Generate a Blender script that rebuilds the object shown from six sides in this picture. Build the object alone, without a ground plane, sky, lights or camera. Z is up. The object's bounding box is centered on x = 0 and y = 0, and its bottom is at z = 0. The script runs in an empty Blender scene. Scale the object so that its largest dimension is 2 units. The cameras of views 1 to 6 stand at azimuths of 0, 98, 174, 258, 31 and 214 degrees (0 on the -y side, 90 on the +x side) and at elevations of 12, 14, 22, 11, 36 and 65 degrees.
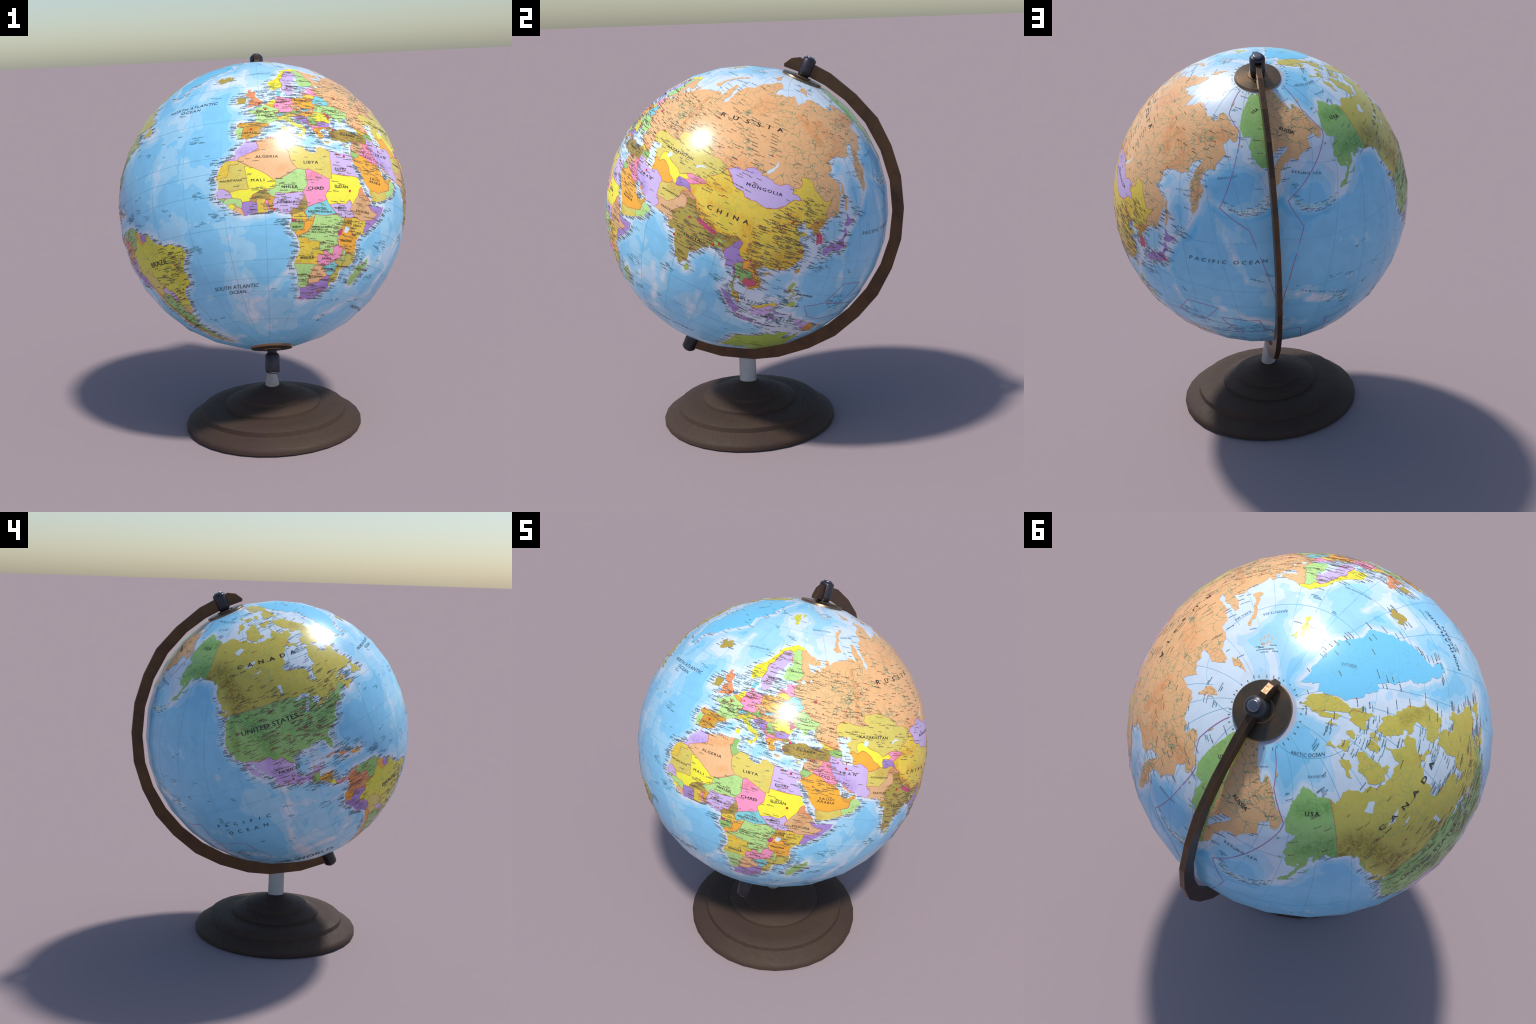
"""Desk globe: a printed world ball on a tilted bronze meridian arm, wedge stem and stepped round base."""
import bpy, bmesh, math, random
import numpy as np
from mathutils import Vector, noise, kdtree, geometry

random.seed(7)
RNG = np.random.default_rng(7)

# ------------------------------------------------------------------ sizes (metres)
BALL_CENTRE = Vector((0.0, -0.0405, 1.2003))
BALL_R = 0.7561                      # radius at the corners of the 32 x 16 facets
TILT = math.radians(24.78)           # axis leans towards +y
HUB_X = 0.011                        # the stand sits a little off the ball's centre
BASE_Y = -0.0726
FACET = 11.25


def lin(r, g, b):
    f = lambda c: (c / 255 / 12.92) if c <= 10 else ((c / 255 + 0.055) / 1.055) ** 2.4
    return (f(r), f(g), f(b), 1.0)


# ------------------------------------------------------------------ scene tree
def add(obj):
    bpy.context.scene.collection.objects.link(obj)
    return obj


globe = add(bpy.data.objects.new("desk_globe", None))
globe.location = (HUB_X, BASE_Y, 0)
globe["label"] = "tilted world globe on bronze arm and dark stepped base"
globe["category"] = "globe"
from mathutils import Matrix
ROOT_INV = Matrix.Translation((-HUB_X, -BASE_Y, 0))


def mesh_object(name, verts, faces, mats, parent=globe, smooth=False):
    me = bpy.data.meshes.new(name)
    me.from_pydata([tuple(v) for v in verts], [], [tuple(f) for f in faces])
    for m in (mats if isinstance(mats, (list, tuple)) else [mats]):
        me.materials.append(m)
    if smooth:
        me.polygons.foreach_set("use_smooth", [True] * len(me.polygons))
    ob = add(bpy.data.objects.new(name, me))
    ob.parent = parent
    if parent is globe:
        ob.matrix_parent_inverse = ROOT_INV
    return ob


def big_mesh(name, verts, tris, mats, mat_index, parent, normals=None):
    """Triangles given as numpy arrays."""
    me = bpy.data.meshes.new(name)
    n, k = len(verts), len(tris)
    me.vertices.add(n)
    me.vertices.foreach_set("co", np.asarray(verts, np.float32).ravel())
    me.loops.add(3 * k)
    me.loops.foreach_set("vertex_index", np.asarray(tris, np.int32).ravel())
    me.polygons.add(k)
    me.polygons.foreach_set("loop_start", np.arange(0, 3 * k, 3, dtype=np.int32))
    for m in mats:
        me.materials.append(m)
    me.polygons.foreach_set("material_index", np.asarray(mat_index, np.int32))
    me.polygons.foreach_set("use_smooth", np.ones(k, bool))
    me.update(calc_edges=True)
    me.validate()
    if normals is not None:
        me.normals_split_custom_set_from_vertices(np.asarray(normals, np.float32))
    ob = add(bpy.data.objects.new(name, me))
    ob.parent = parent
    return ob


# ------------------------------------------------------------------ node helpers
def material(name):
    m = bpy.data.materials.new(name)
    m.use_nodes = True
    return m, m.node_tree, m.node_tree.nodes["Principled BSDF"]


class Nodes:
    def __init__(self, tree):
        self.t = tree

    def new(self, kind, **kw):
        n = self.t.nodes.new(kind)
        for k, v in kw.items():
            setattr(n, k, v)
        return n

    def put(self, sock, val):
        if isinstance(val, bpy.types.NodeSocket):
            self.t.links.new(val, sock)
        elif val is not None:
            sock.default_value = val

    def math(self, op, a, b=0.0, c=None, clamp=False):
        n = self.new("ShaderNodeMath", operation=op, use_clamp=clamp)
        self.put(n.inputs[0], a)
        self.put(n.inputs[1], b)
        if c is not None:
            self.put(n.inputs[2], c)
        return n.outputs[0]

    def vec(self, op, a, b=None, out=0, scale=None):
        n = self.new("ShaderNodeVectorMath", operation=op)
        self.put(n.inputs[0], a)
        if b is not None:
            self.put(n.inputs[1], b)
        if scale is not None:
            self.put(n.inputs["Scale"], scale)
        return n.outputs[out]

    def noise(self, co, scale, detail=4.0, rough=0.55, kind="FBM", dist=0.0):
        n = self.new("ShaderNodeTexNoise", noise_type=kind)
        self.put(n.inputs["Vector"], co)
        n.inputs["Scale"].default_value = scale
        n.inputs["Detail"].default_value = detail
        n.inputs["Roughness"].default_value = rough
        n.inputs["Distortion"].default_value = dist
        return n.outputs["Fac"], n.outputs["Color"]

    def remap(self, x, a, b, c=0.0, d=1.0):
        n = self.new("ShaderNodeMapRange", interpolation_type="SMOOTHSTEP")
        self.put(n.inputs[0], x)
        for i, v in zip((1, 2, 3, 4), (a, b, c, d)):
            n.inputs[i].default_value = v
        return n.outputs[0]

    def mix(self, f, a, b, blend="MIX"):
        n = self.new("ShaderNodeMix", data_type="RGBA", blend_type=blend)
        self.put(n.inputs[0], f)
        self.put(n.inputs[6], a)
        self.put(n.inputs[7], b)
        return n.outputs[2]

    def obj(self):
        return self.new("ShaderNodeTexCoord").outputs["Object"]


# ------------------------------------------------------------------ stand materials
def bronze_arm():
    m, t, p = material("bronze_arm")
    n = Nodes(t)
    co = n.obj()
    f, _ = n.noise(co, 9, 5)
    g, _ = n.noise(co, 160, 2, 0.7)
    c = n.mix(n.remap(f, 0.35, 0.7), lin(96, 74, 54), lin(78, 62, 52))
    c = n.mix(n.remap(g, 0.55, 0.75, 0, 0.35), c, lin(118, 92, 66))
    bev = n.new("ShaderNodeBevel", samples=4)
    bev.inputs["Radius"].default_value = 0.004
    geo = n.new("ShaderNodeNewGeometry")
    edge = n.math("SUBTRACT", 1.0, n.vec("DOT_PRODUCT", bev.outputs[0], geo.outputs["Normal"], out=1))
    wear = n.math("MULTIPLY", n.remap(edge, 0.02, 0.15), n.remap(f, 0.35, 0.6, 0.15, 0.8))
    c = n.mix(wear, c, lin(150, 108, 72))
    n.put(p.inputs["Base Color"], c)
    p.inputs["Metallic"].default_value = 0.75
    n.put(p.inputs["Roughness"], n.remap(g, 0.3, 0.8, 0.34, 0.5))
    return m


def bronze_cap():
    m, t, p = material("aged_bronze")
    n = Nodes(t)
    co = n.obj()
    f, _ = n.noise(co, 14, 5)
    g, _ = n.noise(co, 220, 2, 0.7)
    c = n.mix(n.remap(f, 0.4, 0.62), lin(112, 99, 82), lin(134, 107, 81))
    c = n.mix(n.remap(g, 0.5, 0.8, 0, 0.2), c, lin(78, 68, 56))
    n.put(p.inputs["Base Color"], c)
    p.inputs["Metallic"].default_value = 0.85
    n.put(p.inputs["Roughness"], n.remap(g, 0.3, 0.8, 0.27, 0.36))
    return m


def bronze_rim():
    m, t, p = material("worn_copper_rim")
    n = Nodes(t)
    f, _ = n.noise(n.obj(), 12, 4)
    n.put(p.inputs["Base Color"], n.mix(n.remap(f, 0.42, 0.6), lin(112, 104, 92), lin(160, 120, 90)))
    p.inputs["Metallic"].default_value = 0.8
    p.inputs["Roughness"].default_value = 0.38
    return m


def knob_plastic():
    m, t, p = material("dark_knob")
    n = Nodes(t)
    f, _ = n.noise(n.obj(), 40, 3)
    n.put(p.inputs["Base Color"], n.mix(n.remap(f, 0.3, 0.7), lin(48, 46, 54), lin(58, 56, 64)))
    p.inputs["Metallic"].default_value = 0.35
    p.inputs["Roughness"].default_value = 0.36
    return m


def button_metal():
    m, t, p = material("steel_button")
    n = Nodes(t)
    f, _ = n.noise(n.obj(), 60, 3)
    n.put(p.inputs["Base Color"], n.mix(f, lin(118, 120, 128), lin(140, 142, 148)))
    p.inputs["Metallic"].default_value = 0.9
    p.inputs["Roughness"].default_value = 0.24
    return m


def stem_metal():
    m, t, p = material("galvanised_stem")
    n = Nodes(t)
    co = n.obj()
    f, _ = n.noise(co, 26, 5, 0.6)
    g, _ = n.noise(co, 150, 3, 0.6)
    c = n.mix(n.remap(f, 0.3, 0.7), lin(162, 165, 168), lin(178, 180, 182))
    c = n.mix(n.remap(g, 0.55, 0.8, 0, 0.22), c, lin(130, 134, 134))
    n.put(p.inputs["Base Color"], c)
    p.inputs["Metallic"].default_value = 0.6
    n.put(p.inputs["Roughness"], n.remap(f, 0.3, 0.7, 0.42, 0.58))
    return m


def base_finish():
    m, t, p = material("dark_lacquered_base")
    n = Nodes(t)
    co = n.obj()
    mp = n.new("ShaderNodeMapping")
    n.put(mp.inputs["Vector"], co)
    mp.inputs["Scale"].default_value = (14, 110, 60)
    mp.inputs["Rotation"].default_value = (0, 0, 0.5)
    grain, _ = n.noise(mp.outputs[0], 1.0, 5, 0.65)
    f, _ = n.noise(co, 6, 4)
    c = n.mix(n.remap(f, 0.35, 0.65), lin(72, 55, 49), lin(73, 58, 47))
    c = n.mix(n.remap(grain, 0.35, 0.75, 0, 0.45), c, lin(60, 47, 42))
    n.put(p.inputs["Base Color"], c)
    p.inputs["Metallic"].default_value = 0.0
    n.put(p.inputs["Roughness"], n.remap(grain, 0.3, 0.8, 0.62, 0.76))
    p.inputs["Specular IOR Level"].default_value = 0.25
    b = n.new("ShaderNodeBump")
    b.inputs["Strength"].default_value = 0.05
    b.inputs["Distance"].default_value = 0.002
    n.put(b.inputs["Height"], grain)
    n.put(p.inputs["Normal"], b.outputs[0])
    return m


# ------------------------------------------------------------------ stand geometry
def lathe(name, profile, mat, steps, parent=globe, smooth_angle=30, cap=True, mats=None, mat_of=None):
    """Revolve (radius, height) pairs about local z."""
    verts, faces, idx, rows = [], [], [], []
    for r, z in profile:
        if r < 1e-6:
            rows.append([len(verts)] * steps)
            verts.append((0, 0, z))
        else:
            rows.append(list(range(len(verts), len(verts) + steps)))
            verts += [(r * math.cos(2 * math.pi * i / steps), r * math.sin(2 * math.pi * i / steps), z) for i in range(steps)]
    for j in range(len(rows) - 1):
        for i in range(steps):
            a, b, c, d = rows[j][i], rows[j][(i + 1) % steps], rows[j + 1][(i + 1) % steps], rows[j + 1][i]
            f = [a, b, c, d]
            f = [v for k, v in enumerate(f) if v not in f[:k]]
            faces.append(f)
            idx.append(mat_of(j) if mat_of else 0)
    ob = mesh_object(name, verts, faces, mats or [mat], parent, smooth=True)
    ob.data.polygons.foreach_set("material_index", idx)
    bm = bmesh.new()
    bm.from_mesh(ob.data)
    bmesh.ops.recalc_face_normals(bm, faces=bm.faces)
    bm.to_mesh(ob.data)
    bm.free()
    ob.data.set_sharp_from_angle(angle=math.radians(smooth_angle))
    return ob


M_ARM, M_CAP, M_RIM, M_KNOB = bronze_arm(), bronze_cap(), bronze_rim(), knob_plastic()
M_BUTTON, M_STEM, M_BASE = button_metal(), stem_metal(), base_finish()

base = lathe("base", [(0, 0), (0.470, 0), (0.479, 0.006), (0.4795, 0.022), (0.475, 0.033), (0.462, 0.043), (0.434, 0.058),
                      (0.404, 0.0705), (0.3985, 0.0735), (0.3940, 0.0978), (0.3895, 0.1012), (0.33, 0.1075), (0.264, 0.1135), (0.2585, 0.1142),
                      (0.2560, 0.1300), (0.2535, 0.1318), (0.222, 0.1395), (0.192, 0.1525), (0.1862, 0.1545),
                      (0.1838, 0.1690), (0.1815, 0.1706), (0.14, 0.183), (0.10, 0.197), (0.065, 0.212), (0.045, 0.222), (0, 0.224)],
             M_BASE, 32, smooth_angle=32)
base.location = (HUB_X, BASE_Y, 0)

# stem: a round foot pressed into a wedge that grips the arm
sv, sf, RINGS, SEG = [], [], 10, 32
for j in range(RINGS + 1):
    k = j / RINGS
    z = 0.20 + 0.165 * k
    rx = max(0.0115, 0.0425 - 0.0305 * max(0, (z - 0.205)) / 0.14)
    ry = 0.0478 - 0.001 * k
    for i in range(SEG):
        a = 2 * math.pi * i / SEG
        sv.append((rx * math.cos(a), ry * math.sin(a), z))
for j in range(RINGS):
    for i in range(SEG):
        sf.append((j * SEG + i, j * SEG + (i + 1) % SEG, (j + 1) * SEG + (i + 1) % SEG, (j + 1) * SEG + i))
sf.append(tuple(range(RINGS * SEG, RINGS * SEG + SEG)))
stem = mesh_object("stem", sv, sf, M_STEM, smooth=True)
stem.data.set_sharp_from_angle(angle=math.radians(40))
stem.location = (HUB_X, BASE_Y, 0)

# arm: flat bar bent round the ball; (angle from the pole, radius) of its outer and inner edge
OUTER = [(-8.4, .7955), (-6.3, .8322), (-3.6, .8495), (8.5, .8440), (20.1, .8405), (31.3, .8470), (42.0, .8400), (53.6, .8390),
         (65.2, .8372), (76.8, .8400), (88.2, .8398), (99.6, .8448), (110.5, .8430), (122.2, .8483), (133.3, .8465),
         (145.4, .8515), (154.5, .8545), (167.2, .8575), (178.6, .8625)]
INNER = [(-8.1, .7805), (-2.8, .7785), (2.5, .7747), (8.9, .7777), (18.5, .7800), (30.0, .7808), (42.2, .7777), (54.3, .7765),
         (66.3, .7758), (77.6, .7775), (88.6, .7760), (99.9, .7740), (111, .7735), (122.4, .7755), (133.5, .7775),
         (145.0, .7805), (155.0, .7835), (167.2, .7880), (178.6, .7930)]


def polar(a, r, x):
    a = math.radians(a)
    return Vector((x, r * math.sin(a), r * math.cos(a)))


HALF = 0.0127
bm = bmesh.new()
n_o, n_i = len(OUTER), len(INNER)
rim_l = [bm.verts.new(polar(a, r, -HALF)) for a, r in OUTER + INNER[::-1]]
rim_r = [bm.verts.new(polar(a, r, HALF)) for a, r in OUTER + INNER[::-1]]
nn = len(rim_l)
for i in range(nn):
    bm.faces.new((rim_l[i], rim_l[(i + 1) % nn], rim_r[(i + 1) % nn], rim_r[i]))
for side in (rim_l, rim_r):
    # strip of quads between the outer and inner edge; both edges have matching bends
    for i in range(n_o - 1):
        bm.faces.new((side[i], side[i + 1], side[nn - 2 - i], side[nn - 1 - i]))
bmesh.ops.recalc_face_normals(bm, faces=bm.faces)
edges = [e for e in bm.edges if e.calc_face_angle(0) > math.radians(50)]
bmesh.ops.bevel(bm, geom=edges, offset=0.0016, segments=1, affect="EDGES")
me = bpy.data.meshes.new("arm")
bm.to_mesh(me)
bm.free()
me.materials.append(M_ARM)
arm = add(bpy.data.objects.new("arm", me))
arm.parent = globe
arm.matrix_parent_inverse = ROOT_INV
AXIS_AT = (HUB_X, BALL_CENTRE.y, BALL_CENTRE.z)
arm.location = AXIS_AT
arm.rotation_euler = (-TILT, 0, 0)

CAP = [(0.0, 0.738), (0.1065, 0.740), (0.1085, 0.744), (0.1065, 0.754), (0.1045, 0.757), (0.075, 0.7595), (0.047, 0.7615),
       (0.044, 0.7655), (0.036, 0.7665), (0.024, 0.767), (0.0, 0.767)]
KNOB = [(0.0, 0.760), (0.0245, 0.760), (0.0245, 0.7655), (0.028, 0.7655), (0.0362, 0.777), (0.0365, 0.80), (0.0362, 0.853),
        (0.0300, 0.8625), (0.0, 0.8625)]
BUTTON = [(0.0, 0.860), (0.0222, 0.860), (0.0222, 0.8703), (0.0140, 0.8708), (0.0, 0.8710)]
SHIFT = {1: 0.0, -1: 0.0160}
for sign in (1, -1):
    flip = lambda pr, s=0.0: [(r, sign * (z + s)) for r, z in pr]
    cap = lathe("cap", flip(CAP), None, 48, mats=[M_CAP, M_RIM], mat_of=lambda j: 1 if j in (1, 2) else 0, smooth_angle=24)
    knob = lathe("knob", flip(KNOB, SHIFT[sign]) if sign > 0 else flip([(0.0, 0.745), (0.0235, 0.745)] + [(r * 1.05, z + 0.0170) for r, z in KNOB[2:]]),
                 M_KNOB, 24, smooth_angle=60)
    button = lathe("button", flip(BUTTON, SHIFT[sign]), M_BUTTON, 32, parent=knob, smooth_angle=120)
    for ob in (cap, knob):
        ob.location = AXIS_AT
        ob.rotation_euler = (-TILT, 0, 0)
    # slot through which the bar passes
    z0, z1 = sorted((sign * (0.7600 if sign > 0 else 0.785), sign * (0.8515 if sign > 0 else 0.868)))
    cut = bpy.data.meshes.new("slot")
    bmc = bmesh.new()
    bmesh.ops.create_cube(bmc, size=1.0)
    for v in bmc.verts:
        v.co = Vector((v.co.x * 0.0285, (v.co.y + (0.5 if sign < 0 else 0)) * 0.12 - (0.012 if sign < 0 else 0), z0 + (v.co.z + 0.5) * (z1 - z0)))
    bmc.to_mesh(cut)
    bmc.free()
    cutter = add(bpy.data.objects.new("slot", cut))
    cutter.location, cutter.rotation_euler = knob.location, knob.rotation_euler
    cutter.parent, cutter.matrix_parent_inverse = globe, ROOT_INV
    mod = knob.modifiers.new("slot", "BOOLEAN")
    mod.object, mod.operation, mod.solver = cutter, "DIFFERENCE", "EXACT"
    bpy.context.view_layer.update()
    done = bpy.data.meshes.new_from_object(knob.evaluated_get(bpy.context.evaluated_depsgraph_get()))
    knob.modifiers.clear()
    knob.data = done
    bpy.data.objects.remove(cutter)
    bpy.data.meshes.remove(cut)
    knob.data.polygons.foreach_set("use_smooth", [True] * len(knob.data.polygons))
    knob.data.set_sharp_from_angle(angle=math.radians(60))


# ================================================================== THE MAP
# The print is a Van der Grinten world map stretched over the ball:
# ball longitude U = KX * x, ball latitude V = KY * y + VY (degrees).
KX, KY, VY = 57.77, 46.6, -22.25


def to_ball(lon, lat):
    lo = np.asarray(lon, float)
    la = np.asarray(lat, float)
    lo = np.where(np.abs(lo) < 1e-3, 1e-3, lo)
    la = np.clip(np.where(np.abs(la) < 1e-3, 1e-3, la), -89.5, 89.5)
    l, p = np.radians(np.abs(lo)), np.radians(np.abs(la))
    A = 0.5 * (math.pi / l - l / math.pi)
    t = np.arcsin(np.clip(2 * p / math.pi, 0, 1))
    G = np.cos(t) / (np.sin(t) + np.cos(t) - 1)
    P = G * (2 / np.sin(t) - 1)
    Q = A * A + G
    den = P * P + A * A
    x = math.pi * (A * (G - P * P) + np.sqrt(np.maximum(A * A * (G - P * P) ** 2 - den * (G * G - P * P), 0))) / den
    y = math.pi * (P * Q - A * np.sqrt(np.maximum((A * A + 1) * den - Q * Q, 0))) / den
    return np.stack([KX * np.sign(lo) * x, KY * np.sign(la) * y + VY], -1)


def direction(uv):
    u, v = np.radians(uv[..., 0]), np.radians(uv[..., 1])
    return np.stack([np.cos(v) * np.sin(u), -np.cos(v) * np.cos(u), np.sin(v)], -1)


def on_ball(uv, lift=0.0):
    """Point on the faceted ball (32 x 16 flat faces) above ball coordinates uv, raised by lift."""
    uv = np.asarray(uv, float)
    i = np.floor(uv[..., 0] / FACET) * FACET
    j = np.clip(np.floor(uv[..., 1] / FACET) * FACET, -90, 90 - FACET)
    near = np.where(j < 0, j + FACET, j)       # the row's edge that is nearer the equator is the wide one
    far = np.where(j < 0, j, j + FACET)
    a = direction(np.stack([i, near], -1))
    b = direction(np.stack([i + FACET, near], -1))
    c = direction(np.stack([i + FACET / 2, far], -1))
    cf = np.cos(np.radians(FACET / 2))
    c = c * np.stack([np.where(True, cf, cf) + 0 * far, cf + 0 * far, 1 + 0 * far], -1)   # mid-point of the far edge
    n = np.cross(b - a, c - a)
    d = direction(uv)
    r = BALL_R * np.sum(n * a, -1) / np.sum(n * d, -1)
    return d * (r + lift)[..., None]


# ------------------------------------------------------------------ ink colours
INK = {
    "peach": lin(250, 195, 142), "khaki": lin(230, 211, 106), "olive": lin(214, 198, 92), "yellow": lin(254, 246, 70),
    "lilac": lin(213, 189, 240), "purple": lin(174, 142, 214), "pink": lin(254, 158, 200), "magenta": lin(214, 76, 138),
    "green": lin(190, 232, 146), "leaf": lin(162, 206, 122), "orange": lin(254, 182, 62), "gold": lin(246, 214, 78),
    "amber": lin(226, 172, 64), "brown": lin(188, 166, 78), "teal": lin(136, 216, 226), "clay": lin(236, 156, 108),
    "sand": lin(232, 184, 136), "citron": lin(232, 225, 68), "lime": lin(176, 206, 98), "ice": lin(126, 212, 250),
    "rose": lin(224, 94, 124), "tundra": lin(250, 192, 136), "lake": lin(222, 240, 252),
}

# ------------------------------------------------------------------ coastlines, control points in longitude, latitude
africa = [(-5.9, 35.8), (-2, 35.1), (0, 35.8), (3, 36.8), (7, 37.0), (10, 37.3), (11, 37), (10.3, 35.5), (10.2, 34), (11.2, 33.2),
          (13, 32.9), (15.3, 32.3), (16, 31.2), (19, 30.3), (20.1, 31), (20, 32.3), (21.7, 32.9), (23.2, 32.3), (25, 31.6), (29, 30.9),
          (31, 31.5), (32.5, 31.2), (32.6, 29.9), (33.5, 28), (34.5, 26), (35.6, 24), (36.9, 22), (37.2, 20), (38.6, 18), (39.5, 15.6),
          (41.2, 14.6), (43, 12.6), (43.3, 11.5), (44.6, 10.4), (47, 11.1), (51.2, 11.9), (50.8, 9.3), (49, 6.5), (47.8, 4.2),
          (45.5, 2.2), (43, -0.5), (41.5, -1.8), (40.2, -2.7), (39.2, -4.7), (38.8, -6.5), (39.5, -8), (39.6, -10), (40.5, -11.5),
          (40.6, -14.5), (39.8, -16.5), (37, -17.8), (35, -19.8), (35.4, -22), (35.5, -24), (32.8, -25.6), (32.6, -28), (31, -29.8),
          (29, -32.5), (27, -33.6), (25, -34), (22, -34.1), (20, -34.8), (18.4, -34.2), (18.2, -32), (17, -29.5), (15.3, -27),
          (14.5, -23), (13.4, -20.5), (11.8, -18), (11.8, -16), (13.2, -12.5), (13.8, -10.5), (13, -8.5), (12.2, -6), (11, -3.8),
          (9, -1), (9.5, 1), (9.8, 3), (8.9, 4.5), (7, 4.4), (5.5, 5.2), (4.4, 6.3), (1.5, 6.2), (-2, 4.8), (-4, 5.2), (-7.5, 4.4),
          (-9.3, 5.5), (-11.5, 7), (-13.2, 8.8), (-13.8, 9.8), (-15, 11), (-16.7, 12.4), (-16.8, 14), (-17.5, 14.7), (-16.5, 16),
          (-16.2, 18.5), (-16.5, 20), (-17, 21), (-16, 23.5), (-14.9, 25.8), (-13, 27.8), (-11.5, 28.3), (-9.8, 29.6), (-9.8, 31.5),
          (-8, 33.3), (-6.8, 34.2)]
europe_coast = [(-5.6, 36), (-6.4, 36.8), (-8.9, 37), (-9.4, 38.7), (-8.8, 41), (-9.2, 43), (-8, 43.7), (-4, 43.4), (-1.7, 43.4),
                (-1.2, 45.5), (-2.2, 47.1), (-4.7, 48), (-4.5, 48.6), (-1.6, 48.7), (-1.8, 49.7), (0.2, 49.5), (1.6, 50.8), (3.5, 51.5),
                (4.7, 53), (7, 53.5), (8.7, 54), (8.2, 55.5), (8.2, 57), (10.5, 57.7), (10.3, 56.2), (9.6, 55), (11, 54.3), (14, 54),
                (16.5, 54.5), (18.6, 54.6), (20, 54.5), (21, 56), (21.5, 57.5), (24, 57.2), (24.3, 58.3), (23.5, 59.2), (28, 59.5),
                (30, 60), (27, 60.5), (23, 59.9), (21.3, 61), (21.5, 63), (25, 65), (24, 65.8), (22, 65.5), (21.3, 64.5), (18, 62.5),
                (17.2, 61), (17.2, 60.5), (18.8, 60), (17, 58.6), (16.4, 57), (15.8, 56.1), (14.3, 55.5), (12.8, 55.5), (11.8, 57.7),
                (10.8, 59.2), (9.5, 58.9), (7, 58), (5.6, 58.8), (5, 60.5), (5.2, 62), (8.5, 63.5), (11, 64.8), (13, 66.5), (15, 68.2),
                (18.5, 69.7), (22, 70.4), (25.7, 71.1), (29, 70.8), (31, 70.3)]
arctic_coast = [(33, 69.4), (37, 68.5), (41, 67.5), (40.5, 66.5), (36, 66.2), (33, 66.7), (34.8, 64.5), (38, 64), (37.5, 65.1),
                (40.5, 64.6), (40, 65.8), (43.8, 66.2), (44, 68.2), (46, 68), (46.5, 66.9), (49, 67.8), (53, 68.5), (55, 68.4),
                (59, 68.9), (61, 69.5), (65, 69.2), (68, 68.3), (67, 69.5), (66.8, 71), (69, 73), (72.5, 72.8), (71.8, 71), (73, 69),
                (71.5, 66.5), (73.5, 67), (74.5, 69), (75, 71), (77, 72), (80.5, 73.6), (86, 73.9), (87, 75), (92, 75.9), (98, 76.3),
                (104, 77.7), (112, 76.6), (113.5, 75.5), (106, 73.3), (113, 73.6), (118, 73), (123, 73), (127, 73.5), (129, 71),
                (133, 71.6), (140, 72.4), (146, 72.3), (150, 71.5), (153, 70.9), (160, 69.7), (165, 69.5), (170, 69), (170.5, 70.1),
                (176, 69.8), (180, 68.9), (185, 67.2), (190.2, 66)]
pacific_coast = [(187.5, 64.4), (182, 65.3), (179, 64.6), (177.5, 64.6), (179, 62.5), (174, 61.7), (170.3, 60), (166, 60.2),
                 (163.3, 59.5), (162, 58), (163.2, 56.2), (161.8, 54.8), (159.8, 53), (158.3, 51.8), (156.7, 51), (155.6, 54),
                 (156, 57), (160, 60.5), (163.5, 62.4), (160, 61.8), (156.7, 61.4), (155, 59.3), (151, 59), (147, 59.3), (142, 59),
                 (138, 56), (135.3, 54.7), (138, 53.8), (141, 53), (140.5, 50), (138.5, 46.8), (135.5, 44.2), (132.3, 43.2),
                 (130.7, 42.3), (129.7, 41), (127.5, 39.8), (128.3, 38.5), (129.4, 37), (129.2, 35.2), (126.5, 34.3), (126.5, 36.5),
                 (126.7, 37.7), (125, 38), (125, 39.5), (121.5, 38.9), (122, 40.6), (121, 40.9), (118.5, 39), (117.8, 38.4),
                 (119, 37.2), (120.8, 37.8), (122.5, 37.2), (120.5, 36.1), (119.2, 34.9), (120.8, 33), (121.8, 31.8), (121.9, 30),
                 (121.6, 28.3), (119.7, 26), (118, 24.3), (116, 22.9), (113.8, 22.3), (111, 21.5), (110.3, 20.3), (109.7, 21.5),
                 (108, 21.6), (106.6, 20.2), (105.7, 18.9), (107.5, 16.5), (109, 14.5), (109.3, 12), (107.2, 10.4), (105, 8.7),
                 (104.9, 10.2), (103, 11), (101, 12.7), (100.1, 13.4), (99.5, 11), (99.3, 9.3), (100.5, 7.2), (102.5, 6.1),
                 (103.4, 4), (103.9, 1.5)]
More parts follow.
